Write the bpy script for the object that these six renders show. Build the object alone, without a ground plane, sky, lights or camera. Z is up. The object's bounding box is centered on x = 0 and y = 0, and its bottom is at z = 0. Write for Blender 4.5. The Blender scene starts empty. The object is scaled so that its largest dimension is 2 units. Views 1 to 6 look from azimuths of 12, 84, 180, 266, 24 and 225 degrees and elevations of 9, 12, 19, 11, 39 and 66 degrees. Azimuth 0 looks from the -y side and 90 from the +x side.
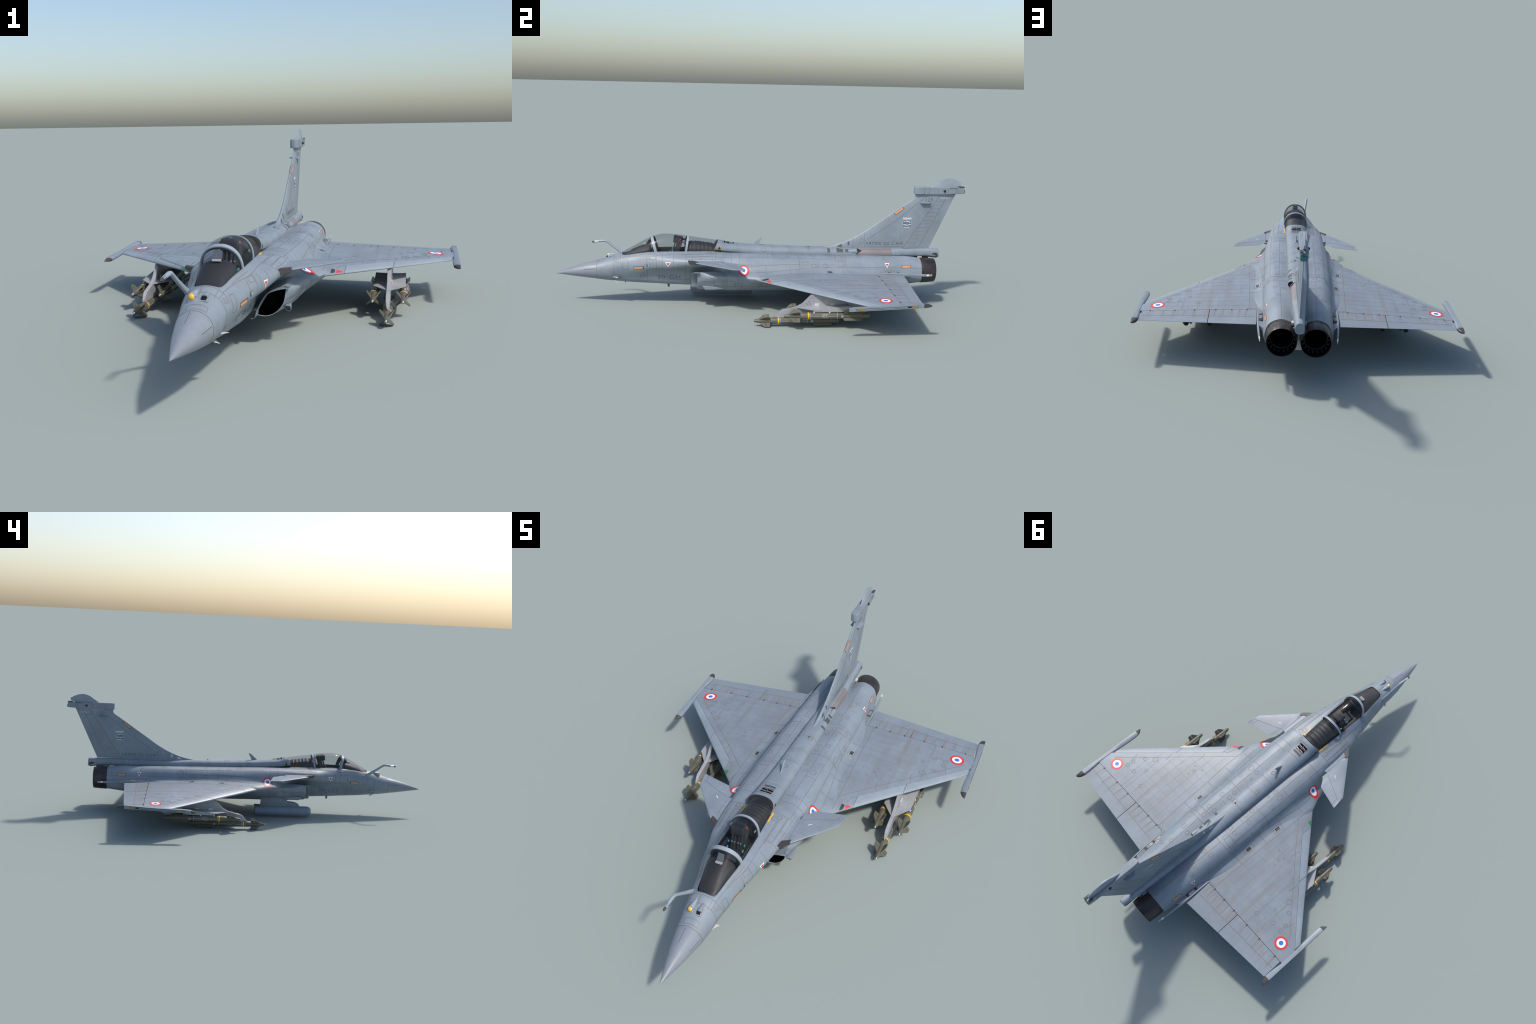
import bpy, bmesh, math, random
from mathutils import Vector
from mathutils.bvhtree import BVHTree

random.seed(7)
pi = math.pi

# ------------------------------------------------------------------ materials
def new_mat(name):
    m = bpy.data.materials.new(name)
    m.use_nodes = True
    nt = m.node_tree
    return m, nt, nt.nodes["Principled BSDF"]

def plain(name, col, rough=0.5, metal=0.0, **kw):
    m, nt, b = new_mat(name)
    b.inputs["Base Color"].default_value = (*col, 1)
    b.inputs["Roughness"].default_value = rough
    b.inputs["Metallic"].default_value = metal
    for k, v in kw.items():
        b.inputs[k].default_value = v
    return m

def ramp(nt, lo, hi, c0=(0, 0, 0), c1=(1, 1, 1)):
    r = nt.nodes.new("ShaderNodeValToRGB")
    r.color_ramp.elements[0].position = lo
    r.color_ramp.elements[1].position = hi
    r.color_ramp.elements[0].color = (*c0, 1)
    r.color_ramp.elements[1].color = (*c1, 1)
    return r

def noise(nt, vec, scale, detail=4, rough=0.55, stretch=None):
    n = nt.nodes.new("ShaderNodeTexNoise")
    n.inputs["Scale"].default_value = scale
    n.inputs["Detail"].default_value = detail
    n.inputs["Roughness"].default_value = rough
    if stretch:
        mp = nt.nodes.new("ShaderNodeMapping")
        mp.inputs["Scale"].default_value = stretch
        nt.links.new(vec, mp.inputs["Vector"])
        nt.links.new(mp.outputs["Vector"], n.inputs["Vector"])
    else:
        nt.links.new(vec, n.inputs["Vector"])
    return n

def mixc(nt, fac, a, b, mode="MIX"):
    mx = nt.nodes.new("ShaderNodeMix")
    mx.data_type = "RGBA"
    mx.blend_type = mode
    for sock, v in ((mx.inputs[0], fac), (mx.inputs[6], a), (mx.inputs[7], b)):
        if isinstance(v, (int, float)):
            sock.default_value = v
        elif isinstance(v, tuple):
            sock.default_value = (*v, 1)
        else:
            nt.links.new(v, sock)
    return mx.outputs[2]

def painted(name, col, rough=0.45, mottle=0.10, grime=0.25, grime_col=(0.22, 0.195, 0.175),
            streak=0.0, fine=60.0, metal=0.0, bump=0.0, blocks=0.0, streak_freq=70, hinge=False, bands=()):
    """Matt aircraft paint: soft mottling, fine grain, brownish grime, optional chordwise streaks."""
    m, nt, b = new_mat(name)
    tc = nt.nodes.new("ShaderNodeTexCoord").outputs["Object"]
    big = noise(nt, tc, 9, 5)
    d = tuple(c * (1 - mottle) for c in col)
    l = tuple(min(1, c * (1 + mottle)) for c in col)
    r1 = ramp(nt, 0.3, 0.7, d, l)
    nt.links.new(big.outputs["Fac"], r1.inputs["Fac"])
    c = r1.outputs["Color"]
    fn = noise(nt, tc, fine, 6, 0.65)
    r2 = ramp(nt, 0.25, 0.75, (0.93, 0.93, 0.93), (1.06, 1.06, 1.06))
    nt.links.new(fn.outputs["Fac"], r2.inputs["Fac"])
    c = mixc(nt, 1.0, c, r2.outputs["Color"], "MULTIPLY")
    if blocks:                 # repainted panels: blocky tone steps
        vo = nt.nodes.new("ShaderNodeTexVoronoi"); vo.distance = "CHEBYCHEV"
        vo.inputs["Scale"].default_value = 13; vo.inputs["Randomness"].default_value = 0.7
        mp = nt.nodes.new("ShaderNodeMapping"); mp.inputs["Scale"].default_value = (1.5, 0.8, 0.5)
        nt.links.new(tc, mp.inputs["Vector"]); nt.links.new(mp.outputs["Vector"], vo.inputs["Vector"])
        sep = nt.nodes.new("ShaderNodeSeparateColor"); nt.links.new(vo.outputs["Color"], sep.inputs[0])
        rb = ramp(nt, 0.0, 1.0, (1-blocks,)*3, (1+blocks*0.8,)*3)
        nt.links.new(sep.outputs[0], rb.inputs["Fac"])
        c = mixc(nt, 1.0, c, rb.outputs["Color"], "MULTIPLY")
    g = noise(nt, tc, 14, 6, 0.7, (1.0, 0.45, 1.0))
    r3 = ramp(nt, 0.52, 0.85)
    nt.links.new(g.outputs["Fac"], r3.inputs["Fac"])
    mm = nt.nodes.new("ShaderNodeMath"); mm.operation = "MULTIPLY"
    mm.inputs[1].default_value = grime
    nt.links.new(r3.outputs["Color"], mm.inputs[0])
    c = mixc(nt, mm.outputs[0], c, grime_col)
    if streak:
        s = noise(nt, tc, 1.0, 3, 0.6, (streak_freq, 4, 5))
        r4 = ramp(nt, 0.42, 0.75)
        nt.links.new(s.outputs["Fac"], r4.inputs["Fac"])
        m2 = nt.nodes.new("ShaderNodeMath"); m2.operation = "MULTIPLY"
        m2.inputs[1].default_value = streak
        if hinge:              # oil runs aft from the hinge line and fades
            sx = nt.nodes.new("ShaderNodeSeparateXYZ"); nt.links.new(tc, sx.inputs[0])
            mr = nt.nodes.new("ShaderNodeMapRange")
            mr.inputs["From Min"].default_value = 0.545; mr.inputs["From Max"].default_value = 0.635
            mr.inputs["To Min"].default_value = 1.0; mr.inputs["To Max"].default_value = 0.12
            nt.links.new(sx.outputs[1], mr.inputs[0])
            m3 = nt.nodes.new("ShaderNodeMath"); m3.operation = "MULTIPLY"
            nt.links.new(r4.outputs["Color"], m3.inputs[0]); nt.links.new(mr.outputs[0], m3.inputs[1])
            nt.links.new(m3.outputs[0], m2.inputs[0])
        else:
            nt.links.new(r4.outputs["Color"], m2.inputs[0])
        c = mixc(nt, m2.outputs[0], c, (0.20, 0.165, 0.14))
    for bx, bw, bs in bands:   # fuel and oil stains running chordwise at a given span
        sp = nt.nodes.new("ShaderNodeSeparateXYZ"); nt.links.new(tc, sp.inputs[0])
        ops = (("ABSOLUTE", None), ("SUBTRACT", bx), ("ABSOLUTE", None), ("DIVIDE", bw))
        val = sp.outputs[0]
        for op, k in ops:
            q = nt.nodes.new("ShaderNodeMath"); q.operation = op
            nt.links.new(val, q.inputs[0])
            if k is not None: q.inputs[1].default_value = k
            val = q.outputs[0]
        q = nt.nodes.new("ShaderNodeMath"); q.operation = "SUBTRACT"; q.use_clamp = True
        q.inputs[0].default_value = 1.0; nt.links.new(val, q.inputs[1])
        bn = noise(nt, tc, 1.0, 4, 0.6, (30, 6, 6))
        rr = ramp(nt, 0.35, 0.65); nt.links.new(bn.outputs["Fac"], rr.inputs["Fac"])
        q2 = nt.nodes.new("ShaderNodeMath"); q2.operation = "MULTIPLY"
        nt.links.new(q.outputs[0], q2.inputs[0]); nt.links.new(rr.outputs["Color"], q2.inputs[1])
        q3 = nt.nodes.new("ShaderNodeMath"); q3.operation = "MULTIPLY"; q3.inputs[1].default_value = bs
        nt.links.new(q2.outputs[0], q3.inputs[0])
        c = mixc(nt, q3.outputs[0], c, (0.17, 0.145, 0.125))
    nt.links.new(c, b.inputs["Base Color"])
    b.inputs["Roughness"].default_value = rough
    b.inputs["Metallic"].default_value = metal
    if bump:
        bp = nt.nodes.new("ShaderNodeBump")
        bp.inputs["Strength"].default_value = bump
        bp.inputs["Distance"].default_value = 0.001
        nt.links.new(fn.outputs["Fac"], bp.inputs["Height"])
        nt.links.new(bp.outputs["Normal"], b.inputs["Normal"])
    return m

GREY = (0.208, 0.248, 0.288)
M = {}
M["skin"] = painted("skin_paint", GREY, 0.46, grime=0.4, blocks=0.05)
M["wing"] = painted("wing_paint", GREY, 0.46, grime=0.4, streak=0.32, blocks=0.04, streak_freq=22, bands=((.362, .014, .55), (.472, .009, .6), (.30, .02, .3), (.41, .012, .25)))
M["skin_flap"] = painted("flap_paint", GREY, 0.46, streak=0.9, grime=0.4, hinge=True)
M["slat"] = painted("slat_paint", (0.243, 0.285, 0.325), 0.45, grime=0.1)
M["radome"] = painted("radome_paint", (0.215, 0.24, 0.275), 0.36, mottle=0.07, grime=0.12)
M["frame"] = painted("frame_paint", (0.255, 0.30, 0.345), 0.45, grime=0.1)
M["pale"] = plain("pale_metal", (0.55, 0.53, 0.53), 0.45)
M["pod"] = painted("pod_paint", (0.20, 0.235, 0.30), 0.5, fine=160, grime=0.3)
M["pod_pylon"] = painted("pod_pylon_paint", (0.17, 0.20, 0.225), 0.5, fine=120)
M["pylon"] = painted("pylon_paint", (0.30, 0.31, 0.325), 0.42, mottle=0.2, grime=0.35, fine=120, bump=0.2)
M["olive"] = painted("olive_paint", (0.105, 0.102, 0.075), 0.45, mottle=0.15, grime=0.25,
                     grime_col=(0.05, 0.045, 0.035), fine=140)
M["olive_dark"] = painted("olive_shadow_paint", (0.06, 0.06, 0.048), 0.5, fine=140)
M["dark"] = painted("dark_dielectric", (0.052, 0.046, 0.045), 0.5, fine=150, grime=0.1)
M["slate"] = plain("slate_panel", (0.070, 0.074, 0.080), 0.6)
M["black"] = plain("black", (0.006, 0.006, 0.007), 0.6)
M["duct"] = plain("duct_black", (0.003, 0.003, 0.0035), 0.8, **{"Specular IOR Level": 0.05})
M["cockpit"] = plain("cockpit_dark", (0.018, 0.018, 0.02), 0.6)
M["fabric"] = painted("cover_fabric", (0.035, 0.033, 0.033), 0.55, mottle=0.2, grime=0.1, fine=200)
M["seat"] = painted("seat_dark", (0.035, 0.034, 0.035), 0.6, mottle=0.3, fine=200)
M["hud"] = plain("hud_combiner", (0.13, 0.145, 0.17), 0.25)
M["grey_dull"] = plain("hud_plate", (0.25, 0.26, 0.28), 0.4)
M["nozzle"] = painted("nozzle_metal", (0.045, 0.037, 0.037), 0.42, mottle=0.35, grime=0.5,
                      grime_col=(0.14, 0.10, 0.085), fine=90, metal=0.45)
M["heat"] = painted("heat_stained_metal", (0.27, 0.23, 0.225), 0.35, mottle=0.15, grime=0.3, metal=0.4)
M["silver"] = plain("silver", (0.75, 0.75, 0.78), 0.18, 0.9)
M["white"] = plain("white_paint", (0.80, 0.80, 0.82), 0.45)
M["white_dim"] = plain("white_stencil", (0.48, 0.51, 0.55), 0.5)
M["red"] = plain("red_paint", (0.60, 0.035, 0.04), 0.45)
M["blue"] = plain("blue_paint", (0.045, 0.14, 0.55), 0.45)
M["green"] = plain("green_paint", (0.03, 0.22, 0.07), 0.4)
M["yellow"] = plain("yellow_paint", (0.75, 0.42, 0.04), 0.45)
M["yellow_band"] = plain("yellow_band", (0.80, 0.40, 0.02), 0.45)
M["yellow_dim"] = plain("yellow_stencil", (0.36, 0.25, 0.03), 0.5)
M["orange"] = plain("formation_light_orange", (0.62, 0.27, 0.11), 0.5)
M["red_tag"] = plain("red_tag", (0.6, 0.09, 0.04), 0.5)
M["cyan"] = plain("cyan_tag", (0.07, 0.38, 0.48), 0.5)
M["teal"] = plain("teal_lens", (0.02, 0.16, 0.15), 0.15)
M["letter"] = plain("letter_grey", (0.085, 0.115, 0.145), 0.5)
M["badge"] = plain("badge_slate", (0.12, 0.15, 0.19), 0.5)
M["line"] = plain("panel_gap", (0.158, 0.152, 0.150), 0.6)
M["line_faint"] = plain("rivet_row", (0.188, 0.219, 0.250), 0.55)
M["line_dark"] = plain("panel_gap_dark", (0.03, 0.03, 0.032), 0.6)
M["gold"] = plain("brass", (0.35, 0.20, 0.06), 0.4, 0.3)

def glass_mat():
    """thin tinted pane: lets light straight through, reflects a little at grazing angles"""
    m, nt, b = new_mat("canopy_glass")
    out = nt.nodes["Material Output"]
    nt.nodes.remove(b)
    tr = nt.nodes.new("ShaderNodeBsdfTransparent"); tr.inputs[0].default_value = (0.90, 0.905, 0.91, 1)
    gl = nt.nodes.new("ShaderNodeBsdfGlossy"); gl.inputs["Roughness"].default_value = 0.05
    gl.inputs["Color"].default_value = (0.6, 0.62, 0.64, 1)
    fc = nt.nodes.new("ShaderNodeLayerWeight"); fc.inputs["Blend"].default_value = 0.5
    pw = nt.nodes.new("ShaderNodeMath"); pw.operation = "POWER"; pw.inputs[1].default_value = 4.0
    nt.links.new(fc.outputs["Facing"], pw.inputs[0])
    lw = nt.nodes.new("ShaderNodeMath"); lw.operation = "MULTIPLY_ADD"
    lw.inputs[1].default_value = 0.16; lw.inputs[2].default_value = 0.022
    nt.links.new(pw.outputs[0], lw.inputs[0])
    mx = nt.nodes.new("ShaderNodeMixShader")
    nt.links.new(lw.outputs[0], mx.inputs[0]); nt.links.new(tr.outputs[0], mx.inputs[1]); nt.links.new(gl.outputs[0], mx.inputs[2])
    nt.links.new(mx.outputs[0], out.inputs["Surface"])
    return m
M["glass"] = glass_mat()

# ------------------------------------------------------------------ objects
ROOT = bpy.data.objects.new("fighter_jet", None)
bpy.context.scene.collection.objects.link(ROOT)
ROOT["label"] = "grey delta-wing jet fighter with canards and bombs"
ROOT["category"] = "fighter jet"
ROOT.empty_display_size = 0.2

def smooth(me, angle=35):
    bm = bmesh.new(); bm.from_mesh(me)
    bmesh.ops.recalc_face_normals(bm, faces=bm.faces)
    lim = math.radians(angle)
    for f in bm.faces: f.smooth = True
    for e in bm.edges:
        if len(e.link_faces) == 2:
            e.smooth = e.calc_face_angle(0) < lim
    bm.to_mesh(me); bm.free()

def mk(name, verts, faces, mat, parent=None, angle=35, recalc=True):
    me = bpy.data.meshes.new(name)
    me.from_pydata([tuple(v) for v in verts], [], faces)
    me.update()
    mats = mat if isinstance(mat, (list, tuple)) else [mat]
    for q in mats: me.materials.append(M[q])
    if recalc: smooth(me, angle)
    ob = bpy.data.objects.new(name, me)
    bpy.context.scene.collection.objects.link(ob)
    ob.parent = parent or ROOT
    return ob

def mirrored(ob, parent=None):
    me = ob.data.copy()
    bm = bmesh.new(); bm.from_mesh(me)
    for v in bm.verts: v.co.x = -v.co.x
    bmesh.ops.reverse_faces(bm, faces=bm.faces)
    bm.to_mesh(me); bm.free()
    o2 = bpy.data.objects.new(ob.name.split(".")[0], me)
    bpy.context.scene.collection.objects.link(o2)
    o2.parent = parent or ob.parent
    return o2

def loft(rings, closed=True, cap0=True, cap1=True):
    n = len(rings[0]); V = []; F = []
    for r in rings: V += [Vector(p) for p in r]
    for i in range(len(rings) - 1):
        for j in range(n if closed else n - 1):
            a, b = i * n + j, i * n + (j + 1) % n
            F.append((a, b, b + n, a + n))
    if closed and cap0: F.append(tuple(range(n))[::-1])
    if closed and cap1:
        k = (len(rings) - 1) * n
        F.append(tuple(range(k, k + n)))
    return V, F

def pchip(xs, ys):
    n = len(xs); h = [xs[i+1]-xs[i] for i in range(n-1)]
    d = [(ys[i+1]-ys[i])/h[i] for i in range(n-1)]
    m = [0.0]*n
    m[0], m[-1] = d[0], d[-1]
    for i in range(1, n-1):
        if d[i-1]*d[i] > 0:
            w1, w2 = 2*h[i]+h[i-1], h[i]+2*h[i-1]
            m[i] = (w1+w2)/(w1/d[i-1]+w2/d[i])
    def f(x):
        if x <= xs[0]: return ys[0]
        if x >= xs[-1]: return ys[-1]
        i = 0
        while x > xs[i+1]: i += 1
        t = (x-xs[i])/h[i]
        return ((1+2*t)*(1-t)**2*ys[i] + t*(1-t)**2*h[i]*m[i]
                + t*t*(3-2*t)*ys[i+1] + t*t*(t-1)*h[i]*m[i+1])
    return f

def lerp(a, b, t): return a + (b - a) * t
def frange(a, b, n): return [lerp(a, b, i/(n-1)) for i in range(n)]

def catmull(P, per, closed=False):
    out = []; n = len(P)
    segs = n if closed else n - 1
    for i in range(segs):
        if closed:
            p0, p1, p2, p3 = P[(i-1) % n], P[i], P[(i+1) % n], P[(i+2) % n]
        else:
            p1, p2 = P[i], P[i+1]
            p0 = P[i-1] if i > 0 else (-P[1][0], P[1][1])
            p3 = P[i+2] if i+2 < n else (-P[n-2][0], P[n-2][1])
        for k in range(per):
            t = k/per
            out.append(tuple(0.5*((2*p1[c]) + (-p0[c]+p2[c])*t + (2*p0[c]-5*p1[c]+4*p2[c]-p3[c])*t*t
                                  + (-p0[c]+3*p1[c]-3*p2[c]+p3[c])*t**3) for c in (0, 1)))
    if not closed: out.append(tuple(P[-1]))
    return out

def box(name, c, s, mat, parent=None, rot=None, bevel=0.0):
    bm = bmesh.new()
    bmesh.ops.create_cube(bm, size=1)
    for v in bm.verts: v.co = Vector((v.co.x*s[0], v.co.y*s[1], v.co.z*s[2]))
    if bevel:
        bmesh.ops.bevel(bm, geom=bm.edges[:], offset=bevel, segments=2, affect="EDGES", profile=0.7)
    if rot:
        from mathutils import Euler
        R = Euler(rot).to_matrix()
        for v in bm.verts: v.co = R @ v.co
    for v in bm.verts: v.co += Vector(c)
    V = [v.co.copy() for v in bm.verts]
    bm.verts.index_update()
    F = [[v.index for v in f.verts] for f in bm.faces]
    bm.free()
    return mk(name, V, F, mat, parent)

def tube(name, pts, radii, mat, parent=None, seg=14, squash=None):
    pts = [Vector(p) for p in pts]; rings = []
    up = Vector((0, 0, 1))
    for i, p in enumerate(pts):
        t = (pts[min(i+1, len(pts)-1)] - pts[max(i-1, 0)]).normalized()
        a = t.cross(up)
        if a.length < 0.01: a = t.cross(Vector((1, 0, 0)))
        a.normalize(); b = a.cross(t).normalized()
        sq = squash[i] if squash else 1
        rings.append([p + a*math.cos(2*pi*k/seg)*radii[i]*sq + b*math.sin(2*pi*k/seg)*radii[i] for k in range(seg)])
    V, F = loft(rings)
    return mk(name, V, F, mat, parent)

def revolve(name, prof, mat, parent=None, seg=28, origin=(0, 0, 0), caps=(True, True), angle=35):
    """prof: list of (y, r) around the y axis through origin"""
    rings = [[(origin[0]+r*math.cos(2*pi*k/seg), origin[1]+y, origin[2]+r*math.sin(2*pi*k/seg)) for k in range(seg)]
             for y, r in prof]
    V, F = loft(rings, True, *caps)
    return mk(name, V, F, mat, parent, angle)

def plate(name, poly, thick, frame, mat, parent=None, bevel=0.0):
    """extrude a polygon given in the (a,b) axes of frame=(origin, A, B) by +-thick/2 along A x B"""
    o, A, B = (Vector(q) for q in frame)
    N = A.cross(B).normalized()*thick*0.5
    n = len(poly)
    V = [o+A*u+B*v+N for u, v in poly] + [o+A*u+B*v-N for u, v in poly]
    F = [tuple(range(n)), tuple(range(2*n-1, n-1, -1))]
    F += [(i, (i+1) % n, (i+1) % n+n, i+n) for i in range(n)]
    ob = mk(name, V, F, mat, parent)
    if bevel:
        bm = bmesh.new(); bm.from_mesh(ob.data)
        bmesh.ops.bevel(bm, geom=bm.edges[:], offset=bevel, segments=2, affect="EDGES", profile=0.6)
        bm.to_mesh(ob.data); bm.free(); smooth(ob.data)
    return ob

# ------------------------------------------------------------------ fuselage
STATIONS = []
def station(y, *pts): STATIONS.append((y, list(pts)))
def oval(y, a, top, bot, wide=0.5, tuck=0.0):
    c = lerp(bot, top, wide); pts = []
    for k in range(14):
        t = pi/2 - pi*k/13
        b = (top-c) if t > 0 else (c-bot)
        w = a*(1-tuck*max(0.0, -math.sin(t))**0.8)
        pts.append((w*math.cos(t) if 0 < k < 13 else 0.0, c+b*math.sin(t)))
    STATIONS.append((y, pts))

oval(-0.806, 0.0478, 0.2130, 0.1218)
oval(-0.765, 0.0535, 0.2260, 0.1160, 0.5, 0.05)
oval(-0.730, 0.0590, 0.2375, 0.1122, 0.53, 0.12)
oval(-0.695, 0.0640, 0.2490, 0.1093, 0.56, 0.20)
station(-0.650, (0, .2525), (.020, .2515), (.034, .2485), (.0445, .2435), (.0565, .231), (.0655, .215), (.0700, .197),
        (.0680, .178), (.0575, .156), (.0460, .136), (.0370, .1215), (.0260, .112), (.0140, .1072), (0, .1062))
station(-0.610, (0, .2590), (.020, .2585), (.036, .2570), (.0490, .2525), (.0610, .239), (.0700, .221), (.0755, .201),
        (.0735, .181), (.0610, .158), (.0480, .137), (.0390, .1205), (.0280, .110), (.0150, .105), (0, .1040))
station(-0.530, (0, .2660), (.025, .2660), (.046, .2655), (.0600, .2630), (.0760, .2515), (.0880, .234), (.0945, .214),
        (.0900, .192), (.0690, .168), (.0530, .146), (.0450, .122), (.0330, .107), (.0170, .101), (0, .1000))
station(-0.460, (0, .2670), (.025, .2670), (.047, .2670), (.0610, .2650), (.0840, 0.2525), (.1010, 0.2362), (.1085, .216),
        (.1020, .195), (.0740, .172), (.0570, .148), (.0490, .120), (.0360, .103), (.0180, .097), (0, .0955))
station(-0.360, (0, .2670), (.025, .2670), (.046, .2670), (.0600, .2650), (.0920, 0.2560), (.1170, 0.2440), (.1300, .227),
        (.1230, .207), (.0880, .187), (.0600, .160), (.0500, .126), (.0370, .101), (.0190, .0925), (0, .0915))
station(-0.280, (0, .2660), (.025, .2660), (.044, .2660), (.0580, .2640), (.0910, 0.2580), (.1210, 0.2470), (.1360, .228),
        (.1310, .209), (.1020, .195), (.0700, .172), (.0520, .130), (.0380, .098), (.0200, .089), (0, .0880))
station(-0.180, (0, 0.2580), (0.018, 0.2580), (0.03, 0.2580), (0.0550, 0.2590), (0.0870, 0.2592), (.1190, 0.2503), (.1385, .230),
        (.1420, .213), (.1470, .190), (.1730, .164), (.1580, .122), (.1220, .090), (.0600, .082), (0, .0820))
station(-0.100, (0, 0.2567), (0.018, 0.2567), (0.03, 0.2567), (0.0500, 0.2577), (0.0860, 0.2590), (.1220, 0.2492), (.1430, .228),
        (.1500, .212), (.1640, .192), (.2030, .165), (.1650, .120), (.1240, .090), (.0600, .0815), (0, .0815))
station(-0.030, (0, 0.2550), (0.018, 0.2550), (0.03, 0.2550), (0.0465, 0.2560), (0.0850, 0.2572), (.1200, 0.2480), (.1420, .228),
        (.1525, .210), (.1740, .191), (.2280, .167), (.1720, .120), (.1250, .090), (.0600, .082), (0, .0820))
station(0.050, (0, 0.2522), (0.018, 0.2522), (0.03, 0.2522), (0.0440, 0.2532), (0.0830, 0.2546), (.1170, 0.2475), (.1400, .229),
        (.1530, .210), (.1760, .191), (.2350, .169), (.1720, .120), (.1250, .089), (.0600, .082), (0, .0820))
station(0.220, (0, 0.2485), (0.018, 0.2485), (0.03, 0.2485), (0.0420, 0.2495), (0.0800, 0.2515), (.1120, 0.2462), (.1370, .228),
        (.1500, .208), (.1700, .191), (.2250, .170), (.1650, .118), (.1200, .088), (.0600, .082), (0, .0820))
station(0.370, (0, 0.2450), (0.018, 0.2450), (0.03, 0.2450), (0.0405, 0.2460), (0.0765, 0.2492), (.1080, 0.2450), (.1320, .226),
        (.1440, .205), (.1580, .189), (.2080, .170), (.1550, .118), (.1150, .090), (.0550, .084), (0, .0840))
station(0.530, (0, 0.2410), (0.018, 0.2410), (0.03, 0.2410), (0.0380, 0.2420), (0.0725, 0.2470), (.1040, 0.2422), (.1270, .223),
        (.1380, .203), (.1440, .189), (.1620, .168), (.1450, .122), (.1120, .094), (.0550, .090), (0, .0900))
station(0.600, (0, 0.2385), (0.018, 0.2385), (0.03, 0.2385), (0.0360, 0.2395), (0.0700, 0.2460), (.1000, 0.2405), (.1230, .222),
        (.1345, .201), (.1390, .185), (.1410, .165), (.1360, .128), (.1050, .102), (.0550, .098), (0, .0980))
station(0.690, (0, 0.2335), (0.018, 0.2335), (0.03, 0.2335), (0.0330, 0.2345), (0.0675, 0.2452), (.0960, 0.2390), (.1185, .222),
        (.1290, .203), (.1350, .184), (.1390, .160), (.1330, .130), (.1000, .111), (.0550, .106), (0, .1060))
station(0.768, (0, .2220), (.012, .2220), (.020, .2220), (.0320, .2260), (.0645, .2360), (.0920, .230), (.1130, .216),
        (.1230, .199), (.1280, .180), (.1310, .158), (.1230, .134), (.0960, .120), (.0600, .115), (0, .1180))

ys = [s[0] for s in STATIONS]
CP = [[pchip(ys, [s[1][k][c] for s in STATIONS]) for c in (0, 1)] for k in range(14)]
def body_half(y, per=5):
    return catmull([(CP[k][0](y), CP[k][1](y)) for k in range(14)], per)
def body_ring(y):
    h = body_half(y)
    full = [(x, y, z) for x, z in h] + [(-x, y, z) for x, z in h[-2:0:-1]]
    return full
def body_stations():
    out = [-0.806]
    while out[-1] < 0.768 - 1e-6:
        out.append(min(0.768, out[-1] + 0.0095))
    return out
V, F = loft([body_ring(y) for y in body_stations()])
FUSE = mk("fuselage", V, F, ["skin", "cockpit"])

# canopy surface: half width, base height, crown height along y
CAN_Y = [-0.686, -0.665, -0.64, -0.60, -0.538, -0.485, -0.4276, -0.37, -0.30, -0.245, -0.2255, -0.20]
CAN_W = [0.0340, 0.0385, 0.0425, 0.0485, 0.0570, 0.0590, 0.0585, 0.0570, 0.0540, 0.0515, 0.0510, 0.0505]
CAN_B = [0.2430, 0.2455, 0.2480, 0.2540, 0.2635, 0.2660, 0.2660, 0.2660, 0.2660, 0.2660, 0.2640, 0.2600]
CAN_T = [0.2505, 0.2640, 0.2780, 0.3000, 0.3305, 0.3425, 0.3405, 0.3320, 0.3215, 0.3135, 0.3105, 0.3040]
cw, cb, ct = pchip(CAN_Y, CAN_W), pchip(CAN_Y, CAN_B), pchip(CAN_Y, CAN_T)
def canopy(y, th, grow=0.0):
    """th 0..pi from +x base over the crown to -x base"""
    w, b, t = cw(y)+grow, cb(y), ct(y)+grow
    c, s = math.cos(th), math.sin(th)
    x = math.copysign(abs(c)**0.92, c)*w
    return Vector((x, y, b + (t-b)*s**0.92))
REAR = (-0.249, 0.70)          # rear edge: base y and lean
def rear_y(th):
    z = canopy(-0.235, th).z
    return REAR[0] + REAR[1]*(z-0.266)*0.75

def canopy_patch(name, y0f, y1f, mat, grow=0.0, ny=30, nt=36, thick=0.0016, parent=None):
    V = []; F = []
    for layer in (grow, grow-thick):
        for i in range(ny+1):
            for j in range(nt+1):
                th = pi*j/nt
                y = lerp(y0f(th), y1f(th), i/ny)
                V.append(canopy(y, th, layer))
    n = nt+1; L = (ny+1)*n
    idx = lambda i, j, k: k*L+i*n+j
    for i in range(ny):
        for j in range(nt):
            F.append((idx(i, j, 0), idx(i+1, j, 0), idx(i+1, j+1, 0), idx(i, j+1, 0)))
            F.append((idx(i, j, 1), idx(i, j+1, 1), idx(i+1, j+1, 1), idx(i+1, j, 1)))
    for i in range(ny):
        for j in (0, nt):
            F.append((idx(i, j, 0), idx(i+1, j, 0), idx(i+1, j, 1), idx(i, j, 1)))
    for j in range(nt):
        for i in (0, ny):
            F.append((idx(i, j, 0), idx(i, j+1, 0), idx(i, j+1, 1), idx(i, j, 1)))
    return mk(name, V, F, mat, parent)

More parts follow.
